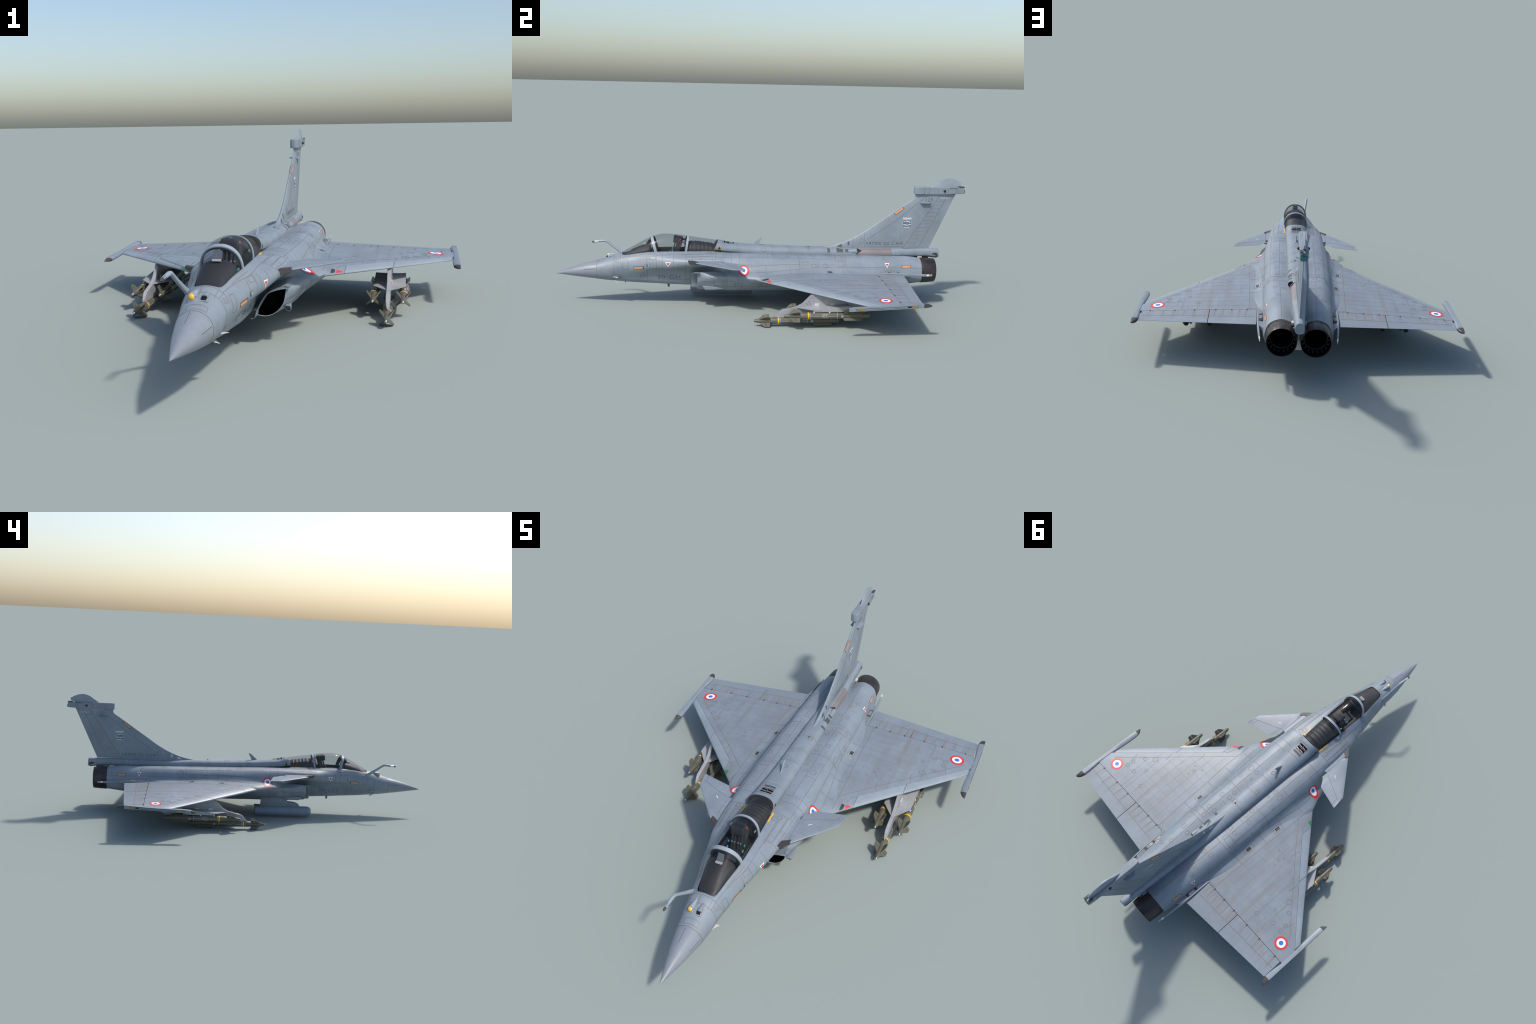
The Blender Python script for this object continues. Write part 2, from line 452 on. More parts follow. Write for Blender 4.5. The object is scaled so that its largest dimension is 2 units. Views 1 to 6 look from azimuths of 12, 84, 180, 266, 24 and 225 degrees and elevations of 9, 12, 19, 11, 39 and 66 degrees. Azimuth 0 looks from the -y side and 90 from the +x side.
def arch_y(yb, lean):
    return lambda th: yb + lean*(canopy(yb, th).z - cb(yb))
A1 = arch_y(-0.523, -0.27); A2 = arch_y(-0.379, 0.16)
off = lambda f, d: (lambda th: f(th)+d)
front = lambda th: -0.686 + 0.010*(1-math.sin(th))**2*0
windshield = canopy_patch("windshield", front, off(A1, -0.0035), "glass", parent=ROOT)
CANOPY = canopy_patch("canopy", off(A1, 0.0035), off(A2, -0.004), "glass", ny=24)
canopy_patch("rear_canopy_pane", off(A2, 0.004), rear_y, "glass", ny=24, parent=CANOPY)
canopy_patch("canopy_frame", off(A1, -0.0065), off(A1, 0.0065), "frame", 0.0012, 3, 40, 0.003, CANOPY)
canopy_patch("canopy_frame", off(A2, -0.0052), off(A2, 0.0052), "frame", 0.0012, 3, 40, 0.003, CANOPY)
canopy_patch("canopy_frame_seal", off(A1, 0.004), off(A1, 0.0095), "cockpit", -0.0022, 2, 40, 0.003, CANOPY)
canopy_patch("canopy_frame_seal", off(A2, -0.0095), off(A2, -0.004), "cockpit", -0.0022, 2, 40, 0.003, CANOPY)
canopy_patch("canopy_frame_seal", off(A1, -0.0095), off(A1, -0.004), "cockpit", -0.0022, 2, 40, 0.003, CANOPY)

# cockpit opening
rim = [(-0.6845, 0.018), (-0.682, 0.028)] + [(y, cw(y)-0.0022) for y in frange(-0.672, -0.256, 32)] + [(-0.250, 0.044), (-0.247, 0.030)]
poly = [(x, y) for y, x in rim] + [(-x, y) for y, x in reversed(rim)]
nV = len(poly)
Vc = [(x, y, 0.205) for x, y in poly] + [(x, y, 0.36) for x, y in poly]
Fc = [tuple(range(nV))[::-1], tuple(range(nV, 2*nV))] + [(i, (i+1) % nV, (i+1) % nV+nV, i+nV) for i in range(nV)]
cutter = mk("cutter", Vc, Fc, ["skin", "cockpit"])
for p in cutter.data.polygons: p.material_index = 1
bpy.context.view_layer.update()
md = FUSE.modifiers.new("cut", "BOOLEAN"); md.object = cutter; md.solver = "EXACT"; md.operation = "DIFFERENCE"
dg = bpy.context.evaluated_depsgraph_get()
me2 = bpy.data.meshes.new_from_object(FUSE.evaluated_get(dg))
FUSE.modifiers.clear(); FUSE.data = me2; me2.name = "fuselage"
bpy.data.objects.remove(cutter)

for sx in (1, -1):
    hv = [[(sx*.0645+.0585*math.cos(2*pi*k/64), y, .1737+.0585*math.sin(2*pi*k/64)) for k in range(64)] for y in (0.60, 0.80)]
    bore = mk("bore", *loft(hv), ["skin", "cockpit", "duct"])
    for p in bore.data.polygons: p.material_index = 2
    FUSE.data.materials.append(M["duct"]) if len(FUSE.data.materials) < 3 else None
    bpy.context.view_layer.update()
    md = FUSE.modifiers.new("bore", "BOOLEAN"); md.object = bore; md.solver = "EXACT"; md.operation = "DIFFERENCE"
    me2 = bpy.data.meshes.new_from_object(FUSE.evaluated_get(bpy.context.evaluated_depsgraph_get()))
    FUSE.modifiers.clear(); FUSE.data = me2; me2.name = "fuselage"
    bpy.data.objects.remove(bore)
smooth(FUSE.data, 32)

# radome
NOSE_Y = [-1.0, -0.985, -0.95, -0.9095, -0.86, -0.806]
nt_, nb_, nw_ = (pchip(NOSE_Y, v) for v in (
    [0.1490, 0.1560, 0.1695, 0.1840, 0.1990, 0.2130],
    [0.1480, 0.1455, 0.1405, 0.1347, 0.1282, 0.1218],
    [0.0006, 0.0056, 0.0148, 0.0256, 0.0368, 0.0478]))
rings = []
for y in frange(-1.0, -0.8065, 34):
    t, b, w = nt_(y), nb_(y), nw_(y)
    rings.append([(w*math.cos(a), y, (t+b)/2+(t-b)/2*math.sin(a)) for a in (2*pi*k/48 for k in range(48))])
V, F = loft(rings)
RADOME = mk("nose_cone", V, F, "radome")

# dorsal spine
SP_Y = [-0.249, -0.2255, -0.19, -0.124, -0.067, 0.05, 0.22, 0.30, 0.40, 0.465, 0.60, 0.75, 0.82, 0.872]
SP_W = [0.0515, 0.0510, 0.0505, 0.0490, 0.0470, 0.0450, 0.0435, 0.0425, 0.0405, 0.0380, 0.0318, 0.0240, 0.0205, 0.0185]
SP_T = [0.3130, 0.3105, 0.3025, 0.2965, 0.2915, 0.2860, 0.2805, 0.2788, 0.2745, 0.2720, 0.2715, 0.2715, 0.2715, 0.2715]
SP_B = [0.2650, 0.2600, 0.2560, 0.2500, 0.2450, 0.2400, 0.2360, 0.2340, 0.2320, 0.2310, 0.2310, 0.2310, 0.2300, 0.2260]
sw, st, sb = pchip(SP_Y, SP_W), pchip(SP_Y, SP_T), pchip(SP_Y, SP_B)
def spine_ring(y):
    w, t, b = sw(y), st(y), sb(y)
    mid = lerp(b, t, 0.36); out = []
    lean = 0.70*0.75*max(0.0, 1-(y+0.249)/0.09)
    for k in range(40):
        a = 2*pi*k/40
        c, s = math.cos(a), math.sin(a)
        x = w*math.copysign(abs(c)**0.78, c)
        if x > 0 and y > 0.462: x *= 1-0.20*max(0.0, 1-(y-0.462)/0.16)
        z = mid + (t-mid)*abs(s)**0.85 if s >= 0 else mid - (mid-b)*abs(s)**0.8
        out.append((x, y + lean*(max(z, 0.266)-0.266), z))
    return out
rings = [spine_ring(y) for y in frange(-0.249, 0.872, 120)]
end = spine_ring(0.872)
rings.append([(x*0.93, 0.8845 - 0.003*(z-0.226)/0.045, lerp(0.2485, z, 0.93)) for x, y, z in end])
V, F = loft(rings)
SPINE = mk("dorsal_spine", V, F, ["skin", "cockpit"])
for p in SPINE.data.polygons:      # the bulkhead inside the glass is dark
    if len(p.vertices) > 8 and p.center.y < 0: p.material_index = 1

# ------------------------------------------------------------------ air intakes
def intake_ring(y, pts): return [(x, y, z) for x, z in catmull(pts, 5, True)]
LIP = [(.0470, .0950), (.0640, .0890), (.0830, .0880), (.1040, .0955), (.1225, .1115), (.1350, .1340), (.1390, .1580),
       (.1415, .1790), (.1330, .1795), (.1120, .1700), (.0888, .1590), (.0735, .1390), (.0590, .1120)]
IN2 = [(.0460, .0920), (.0640, .0860), (.0850, .0855), (.1080, .0930), (.1290, .1100), (.1430, .1340), (.1520, .1600),
       (.1440, .1790), (.1330, .1830), (.1120, .1760), (.0890, .1640), (.0720, .1420), (.0570, .1140)]
IN3 = [(.0450, .0880), (.0640, .0835), (.0860, .0835), (.1120, .0905), (.1370, .1080), (.1540, .1350), (.1690, .1640),
       (.1490, .1800), (.1330, .1860), (.1120, .1830), (.0890, .1730), (.0700, .1480), (.0550, .1160)]
IN4 = [(.0450, .0850), (.0640, .0830), (.0860, .0830), (.1140, .0890), (.1420, .1070), (.1600, .1380), (.1740, .1640),
       (.1510, .1800), (.1330, .1880), (.1120, .1850), (.0890, .1750), (.0700, .1480), (.0550, .1160)]
IN5 = [(.0450, .0870), (.0640, .0850), (.0860, .0850), (.1140, .0910), (.1420, .1090), (.1580, .1380), (.1760, .1640),
       (.1510, .1780), (.1330, .1860), (.1120, .1840), (.0890, .1740), (.0700, .1480), (.0550, .1160)]
keysI = [(-0.322, LIP), (-0.285, IN2), (-0.240, IN3), (-0.180, IN4), (-0.110, IN5)]
fI = [[pchip([k[0] for k in keysI], [k[1][i][c] for k in keysI]) for c in (0, 1)] for i in range(13)]
def intake_at(y): return [(fI[i][0](y), fI[i][1](y)) for i in range(13)]
def shrink(pts, d):
    cx = sum(p[0] for p in pts)/len(pts); cz = sum(p[1] for p in pts)/len(pts)
    out = []
    for x, z in pts:
        l = math.hypot(x-cx, z-cz); k = (l-d)/l
        out.append((cx+(x-cx)*k, cz+(z-cz)*k))
    return out
rings = [intake_ring(y, intake_at(y)) for y in frange(-0.322, -0.110, 24)]
outer = rings
V, F = loft(outer, True, False, True)
INTAKE = mk("air_intake", V, F, "skin")
inner = [intake_ring(-0.322, intake_at(-0.322)), intake_ring(-0.3245, shrink(intake_at(-0.322), 0.0012)),
         intake_ring(-0.322, shrink(intake_at(-0.322), 0.0024))]
inner += [intake_ring(y, shrink(intake_at(-0.31), 0.004+0.01*(y+0.31))) for y in frange(-0.312, -0.274, 5)]
V, F = loft(inner[:3], True, False, False)
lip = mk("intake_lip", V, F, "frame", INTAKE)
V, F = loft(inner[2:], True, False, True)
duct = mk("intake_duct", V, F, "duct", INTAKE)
# splitter plate
sp_line = catmull([(.0395, .0840), (.0590, .1122), (.0728, .1390), (.0888, .1604), (.1160, .1725), (.1425, .1822)], 5)
def splitter():
    V = []; F = []
    n = len(sp_line)
    ysf = [-0.354, -0.352, -0.338, -0.325, -0.316]
    for side in (0, 1):
        for yi, y in enumerate(ysf):
            for i, (x, z) in enumerate(sp_line):
                t = i/(n-1)
                a = sp_line[max(i-1, 0)]; b = sp_line[min(i+1, n-1)]
                tx, tz = b[0]-a[0], b[1]-a[1]; l = math.hypot(tx, tz)
                th = (0.0004, 0.0010, 0.0014, 0.0016, 0.0016)[yi]*(1 if side == 0 else -1)
                yy = y + (0.012*max(0, (t-0.88)/0.12)**2 + 0.006*max(0, (0.12-t)/0.12)**2 if yi < 3 else 0)
                V.append((x - tz/l*th, yy, z + tx/l*th))
    m = len(ysf)
    for s in (0, 1):
        for i in range(m-1):
            for j in range(n-1):
                k = s*m*n+i*n+j
                F.append((k, k+1, k+1+n, k+n))
    for i in range(m-1):
        for j in (0, n-1):
            k = i*n+j; F.append((k, k+n, k+n+m*n, k+m*n))
    for j in range(n-1):
        for i in (0, m-1):
            k = i*n+j; F.append((k, k+1, k+1+m*n, k+m*n))
    return mk("splitter_plate", V, F, "skin", INTAKE)
split = splitter()
# lower scoop on the intake
def scoop():
    secs = []
    for y, w, h, cx, cz in ((-0.300, .0095, .0095, .1395, .1075), (-0.285, .0100, .0098, .1390, .1065), (-0.25, .0085, .0085, .136, .1045),
                            (-0.20, .003, .003, .1335, .1025)):
        prof = [(-1, .1), (-.55, 1), (.75, 1), (1, .7), (1, -.55), (.7, -1), (-.2, -1)]
        secs.append([(cx+u*w, y + (0.006*(1-v) if y == -0.300 else 0), cz+v*h) for u, v in prof])
    V, F = loft(secs, True, False, True)
    o = mk("intake_scoop", V, F, "skin", INTAKE, 25)
    a = secs[0]
    cx = sum(p[0] for p in a)/7; cz = sum(p[2] for p in a)/7
    lipi = [(lerp(p[0], cx, .14), p[1], lerp(p[2], cz, .14)) for p in a]
    deep = [(lerp(p[0], cx, .14), p[1]+0.004, lerp(p[2], cz, .14)) for p in a]
    V, F = loft([a, lipi], True, False, False)
    e = mk("intake_scoop_rim", V, F, "frame", INTAKE, 20)
    V, F = loft([lipi, deep], True, False, True)
    d = mk("intake_scoop_mesh", V, F, "slate", INTAKE, 20)
    return [o, e, d]
sc = scoop()
INTAKE_R = mirrored(INTAKE)
for o in [lip, duct, split] + sc: mirrored(o, INTAKE_R)

# ------------------------------------------------------------------ wings
LE = lambda x: 0.0137 + (x-0.2788)*1.1265
TE = lambda x: 0.6694 - (x-0.1605)*0.0841
HINGE = lambda x: 0.5370 - (x-0.169)*0.0025
SLAT = lambda x: 0.0715 + (x-0.2787)*(0.4510-0.0715)/(0.636-0.2787)
zLE = lambda x: 0.1585 - (x-0.279)*0.050
zTE = lambda x: 0.1670 - (x-0.1605)*0.0332
tU = pchip([0.12, 0.20, 0.28, 0.36, 0.46, 0.58, 0.65], [0.0235, 0.0228, 0.0195, 0.0178, 0.0130, 0.0088, 0.0072])
def naca(s):
    s = min(max(s, 0), 1)
    return 10*(0.2969*math.sqrt(s)-0.126*s-0.3516*s*s+0.2843*s**3-0.1036*s**4)
def wing_z(x, y, up):
    le, te = LE(x), TE(x)
    s = (y-le)/(te-le)
    base = lerp(zLE(x), zTE(x), s)
    t = tU(x)*naca(s) + 0.0006
    return base + t if up else base - 0.55*t
def wing_piece(name, xs, fy0, fy1, mat, n=26, le=False, parent=None):
    rings = []
    for x in xs:
        y0, y1 = fy0(x), fy1(x)
        fr = [(1-math.cos(pi*k/n/(1 if not le else 2)))/2 if not le else (k/n)**2 for k in range(n+1)]
        if not le: fr = [k/n for k in range(n+1)]
        top = [(x, lerp(y0, y1, f), wing_z(x, lerp(y0, y1, f), True)) for f in fr]
        bot = [(x, lerp(y0, y1, f), wing_z(x, lerp(y0, y1, f), False)) for f in reversed(fr)]
        rings.append(top+bot)
    V, F = loft(rings)
    return mk(name, V, F, mat, parent, 40)
g = 0.0009
WING = wing_piece("wing", frange(0.12, 0.2785, 12), LE, lambda x: HINGE(x)-g, "wing", 40, le=True)
w2 = wing_piece("wing_outer", frange(0.2785, 0.646, 34), lambda x: SLAT(x)+0.0006, lambda x: HINGE(x)-g, "wing", 30)
# join the two wing skins into one mesh
bm = bmesh.new(); bm.from_mesh(WING.data); bm.from_mesh(w2.data)
bm.to_mesh(WING.data); bm.free()
bpy.data.objects.remove(w2)
wing_parts = []
wing_parts.append(wing_piece("slat", frange(0.2795, 0.431, 14), LE, lambda x: SLAT(x)-0.0006, "slat", 12, True, WING))
wing_parts.append(wing_piece("slat", frange(0.4325, 0.637, 16), LE, lambda x: SLAT(x)-0.0006, "slat", 12, True, WING))
wing_parts.append(wing_piece("elevon", frange(0.1655, 0.3566, 14), lambda x: HINGE(x)+g, TE, "skin_flap", 12, False, WING))
wing_parts.append(wing_piece("elevon", frange(0.3592, 0.6330, 18), lambda x: HINGE(x)+g, TE, "skin_flap", 12, False, WING))

# wing tip rail
RAIL = []
for y, xi, xo, zc, h in ((.2767, .6572, .6598, .1345, .0010), (.290, .6440, .6602, .1365, .0048), (.303, .6372, .6604, .1380, .0072),
                         (.325, .6355, .6605, .1396, .0080), (.36, .6355, .6606, .1413, .0080), (.40, .6375, .6606, .1428, .0078),
                         (.43, .6395, .6606, .1438, .0075), (.46, .6410, .6606, .1448, .0073), (.54, .6410, .6604, .1492, .0078),
                         (.57, .6375, .6602, .1508, .0085), (.60, .6348, .6600, .1524, .0092), (.625, .6350, .6598, .1535, .0092),
                         (.645, .6385, .6594, .1540, .0072), (.657, .6460, .6590, .1540, .0040), (.661, .6530, .6585, .1540, .0010)):
    prof = [(0, .0), (.06, .55), (.25, .92), (.8, 1), (1, .93), (1, -.93), (.8, -1), (.25, -.92), (.06, -.55)]
    RAIL.append([(lerp(xi, xo, u), y, zc+v*h) for u, v in prof])
def rail_piece(name, i0, i1, mat, parent):
    V, F = loft(RAIL[i0:i1+1]); return mk(name, V, F, mat, parent, 30)
rail = rail_piece("wingtip_rail", 2, 11, "skin", WING)
rt1 = rail_piece("rail_nose_cap", 0, 2, "dark", WING)
rt2 = rail_piece("rail_tail_cap", 11, 14, "dark", WING)
wing_parts += [rail, rt1, rt2]
for z0, hh, m_ in ((0.0032, .0009, "line_dark"), (-0.0032, .0009, "line_dark")):
    pts = [(0.6604, y, z) for y, z in ((.33, .1399), (.45, .1444), (.60, .1524))]
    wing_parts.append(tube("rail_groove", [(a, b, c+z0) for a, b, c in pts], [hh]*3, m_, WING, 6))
for y0, y1, z in ((.345, .370, .1408), (.575, .598, .1513)):
    wing_parts.append(box("rail_clamp", (.6597, (y0+y1)/2, z), (.003, y1-y0, .010), "gold", WING, bevel=.0006))
wing_parts.append(box("rail_clamp", (.6597, .562, .1506), (.003, .016, .007), "black", WING, bevel=.0006))
# flap-track fairings under the elevon hinge and small brackets on top
for x in (0.205, 0.268, 0.333, 0.42, 0.50, 0.60):
    z = wing_z(x, 0.536, True)
    wing_parts.append(box("hinge_bracket", (x, 0.5375, z+0.0004), (.0035, .010, .0022), "line_dark", WING, bevel=.0006))
for x in (0.50,):
    wing_parts.append(tube("flap_track_fairing", [(x, y, wing_z(x, y, False)-.001) for y in (.30, .36, .46)], [.001, .0065, .002], "dark", WING, 10))

# ------------------------------------------------------------------ canards
def canard():
    LEc = lambda x: -0.338 + (x-0.1575)*1.245
    xs = frange(0.1480, 0.2955, 24); rings = []
    def tey(x):
        if x < 0.179:
            t = (x-0.146)/(0.179-0.146); t = min(max(t, 0), 1)
            return lerp(-0.176, -0.136, t**1.7)
        return lerp(-0.136, -0.108, (x-0.179)/(0.296-0.179))
    def ley(x):
        if x < 0.1575: return -0.338 + (0.1575-x)*2.0
        if x < 0.2900: return LEc(x)
        return lerp(LEc(0.29), -0.118, ((x-0.29)/0.0055))
    for x in xs:
        y0, y1 = ley(x), tey(x)
        t = lerp(0.0052, 0.0022, (x-0.148)/0.148)
        z0 = 0.2300 - (x-0.15)*0.012
        fr = [(k/16)**1.6 for k in range(17)]
        top = [(x, lerp(y0, y1, f), z0+t*min(1, naca(f))+0.0003) for f in fr]
        bot = [(x, lerp(y0, y1, f), z0-t*min(1, naca(f))-0.0003) for f in reversed(fr)]
        rings.append(top+bot)
    V, F = loft(rings)
    return mk("canard", V, F, "skin", None, 40)
CANARD = canard()
def swept_block(name, p_in, p_out, mat, parent):
    """hexahedron between an inner and an outer quad (y0,y1,z0,z1)"""
    V = []
    for x, y0, y1, z0, z1 in (p_in, p_out):
        V += [(x, y0, z0), (x, y1, z0), (x, y1, z1), (x, y0, z1)]
    V, F = loft([V[:4], V[4:]])
    o = mk(name, V, F, mat, parent, 25)
    bm = bmesh.new(); bm.from_mesh(o.data)
    bmesh.ops.bevel(bm, geom=bm.edges[:], offset=.0015, segments=2, affect="EDGES")
    bm.to_mesh(o.data); bm.free(); smooth(o.data)
    return o
cdark = swept_block("canard_root_block", (.118, -.378, -.345, .2185, .2365), (.1575, -.3385, -.318, .2235, .2355), "dark", CANARD)
croot = swept_block("canard_root_fairing", (.118, -.345, -.195, .2215, .236), (.1485, -.3270, -.2050, .2262, .2340), "skin", CANARD)
CANARD_R = mirrored(CANARD)
for o in (cdark, croot): mirrored(o, CANARD_R)

# ------------------------------------------------------------------ vertical fin
F_Z = [0.262, 0.2745, 0.2800, 0.2875, 0.2982, 0.3171, 0.351, 0.40, 0.4496, 0.500, 0.5235, 0.5275, 0.548]
F_LE = [0.228, 0.268, 0.297, 0.340, 0.381, 0.4305, 0.4942, 0.5665, 0.6395, 0.7120, 0.7462, 0.7495, 0.751]
fle = pchip(F_Z, F_LE)
fte = lambda z: 0.8352 + (z-0.2754)*0.4431
fhin = lambda z: 0.7012 + (z-0.2751)*0.6562
def fin_t(z): return lerp(0.0105, 0.0066, (z-0.27)/0.27)
def fin_half(y, z):
    le, te = fle(z), fte(z)
    d = y-le
    t = fin_t(z)
    a = min(1, max(0, d)/0.11)
    nose = math.sqrt(max(0, 1-(1-a)**2))
    s = (y-le)/(te-le)
    tail = 1-0.85*max(0, (s-0.5)/0.5)**1.2
    return max(0.0004, t*nose*tail)
def fin_piece(name, zs, f0, f1, mat, parent, n=26, le=True):
    rings = []
    for z in zs:
        y0, y1 = f0(z), f1(z)
        fr = [(k/n)**(2 if le else 1) for k in range(n+1)]
        a = [(fin_half(lerp(y0, y1, f), z), lerp(y0, y1, f), z) for f in fr]
        b = [(-x, y, zz) for x, y, zz in reversed(a)]
        rings.append(a+b)
    V, F = loft(rings)
    return mk(name, V, F, mat, parent, 40)
zs = frange(0.262, 0.300, 14)+frange(0.305, 0.548, 28)
FIN = fin_piece("vertical_fin", zs, fle, lambda z: fhin(z)-0.0007, "skin", None)
RUDDER = fin_piece("rudder", frange(0.273, 0.546, 30), lambda z: fhin(z)+0.0007, fte, "skin_flap", FIN, 10, False)
# antenna pod on top of the fin
def fin_pod():
    rings = []
    for y, w, z0, z1 in ((0.7425, .004, .5465, .5775), (0.7438, .0085, .5450, .5790), (0.7480, .0130, .5440, .5797), (0.7550, .0155, .5437, .5798),
                         (0.766, .0160, .5437, .5798), (0.90, .0155, .5450, .5795), (0.960, .0145, .5470, .5790), (0.9925, .0135, .5490, .5785)):
        r = 0.0025
        prof = [(-w, z0+r), (-w+r, z0), (w-r, z0), (w, z0+r), (w, z1-r), (w-r, z1), (-w+r, z1), (-w, z1-r)]
        rings.append([(x, y, z) for x, z in prof])
    V, F = loft(rings)
    o = mk("fin_pod", V, F, "skin", FIN, 30)
    return o
POD = fin_pod()
box("fin_pod_lens", (0, .9940, .5585), (.021, .0085, .0185), "teal", FIN, bevel=.002)
box("fin_pod_lens", (0, .9920, .5730), (.010, .008, .0085), "teal", FIN, bevel=.001)
for sx in (1, -1):
    revolve("fin_pod_sensor", [(-.0062, 0.0005), (-.0055, .003), (-.003, .0055), (0, .0062), (.003, .0055), (.0055, .003), (.0062, .0005)], "black", FIN, 16,
            (sx*0.0165, 0.8937, 0.5615))
    box("fin_pod_slot", (sx*0.0143, .938, .5745), (.0022, .036, .003), "slate", FIN)
    box("fin_pod_tail_plate", (sx*0.010, .983, .5805), (.010, .026, .003), "dark", FIN, bevel=.0006)
plate("fin_blade", [(-.024, .782), (-.024, .820), (0, .836), (.024, .820), (.024, .782), (0, .768)], .0032,
      ((0, 0, .5022), (1, 0, 0), (0, 1, 0)), "frame", FIN)
plate("fin_pod_shelf", [(-.0105, .80), (-.0105, .93), (.0105, .93), (.0105, .80)], .002, ((0, 0, .5425), (1, 0, 0), (0, 1, 0)), "pale", FIN)
# fin cap above the pod
CT = pchip([0.822, 0.8517, 0.8815, 0.900, 0.9121, 0.925, 0.9436, 0.9821], [0.5765, 0.5965, 0.6172, 0.6228, 0.6240, 0.6232, 0.6190, 0.6009])
rings = []
for i in range(26):
    y = lerp(0.822, 0.981, i/25)
    zt = CT(y); tt = 0.0065*min(1, math.sqrt(max(0, (y-0.820)/0.05)))*(1-0.5*max(0, (y-.93)/.05))
    zb = 0.5785 + (0.009*max(0, (y-0.955)/0.026) if y > .955 else 0)
    ring = []
    for k in range(20):
        a = 2*pi*k/20
        z = lerp(zb, zt, 0.5+0.5*math.sin(a))
        f = (1-max(0, (z-zb)/(max(zt-zb, 1e-4))-0.2)/0.8*0.55)
        if abs(math.sin(a)) > .999: f *= 0.25
        ring.append((math.copysign(tt*f, math.cos(a)) if abs(math.cos(a)) > 1e-3 else 0, y, z))
    rings.append(ring)
V, F = loft(rings)
CAP = mk("fin_cap", V, F, "frame", FIN, 50)

# ------------------------------------------------------------------ engines
def nozzle():
    C = (0.0645, 0, 0.1737)
    seg = 80; rings = []
    for y, r in ((0.755, .0585), (0.7695, .0607), (0.785, .0612), (0.81, .0604), (0.842, .0578), (0.8432, .0570), (0.842, .0562), (0.80, .0560)):
        rings.append([(C[0]+(r-(0.0009 if k % 8 == 0 and r > .0575 else 0))*math.cos(2*pi*k/seg), y,
                       C[2]+(r-(0.0009 if k % 8 == 0 and r > .0575 else 0))*math.sin(2*pi*k/seg)) for k in range(seg)])
    V, F = loft(rings, True, False, False)
    N = mk("engine_nozzle", V, F, "nozzle", None, 40)
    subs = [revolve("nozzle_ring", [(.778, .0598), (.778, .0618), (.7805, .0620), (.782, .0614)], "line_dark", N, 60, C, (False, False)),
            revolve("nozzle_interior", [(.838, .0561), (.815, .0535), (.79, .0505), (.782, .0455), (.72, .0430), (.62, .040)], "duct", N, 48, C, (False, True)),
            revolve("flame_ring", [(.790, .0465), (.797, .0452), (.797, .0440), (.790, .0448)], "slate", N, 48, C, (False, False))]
    for k in range(18):
        a = 2*pi*k/18
        subs.append(box("nozzle_petal_actuator", (C[0]+.0505*math.cos(a), .806, C[2]+.0505*math.sin(a)), (.005, .012, .004), "dark", N, (0, -a, 0), .0008))
    return N, subs
NOZ, nsub = nozzle()
NOZ_R = mirrored(NOZ)
for o in nsub: mirrored(o, NOZ_R)
# tail bullet details between the nozzles
rim_ring = [(x*1.07, 0.866, lerp(0.2485, z, 1.07)) for x, y, z in end]
rim2 = [(x*1.07, 0.8885 - 0.001, lerp(0.2485, z, 1.07)) for x, y, z in end]
low = [i for i, p in enumerate(rim_ring) if p[2] < 0.252]
# dark bumper under the tail of the spine
secs = []
for y, w, zt_, zb_ in ((0.79, .016, .236, .230), (0.83, .0190, .244, .2275), (0.862, .0200, .2520, .2235), (0.876, .0197, .2480, .2225)):
    secs.append([(w*math.cos(pi+pi*k/16), y, zt_ + (zb_-zt_)*math.sin(pi*k/16)**0.8) for k in range(17)])
V, F = loft(secs)
mk("tail_bumper", V, F, "dark", SPINE)
for sx in (1, -1):
    box("tail_actuator", (sx*.0245, .783, .2285), (.009, .022, .010), "pale" if sx > 0 else "skin", SPINE, bevel=.001)
    box("tail_actuator", (sx*.0185, .800, .2150), (.006, .018, .008), "frame", SPINE, bevel=.001)
# keel block between the nozzles
box("tail_keel", (0, .770, .160), (.030, .03, .085), "pale", FUSE, bevel=.003)

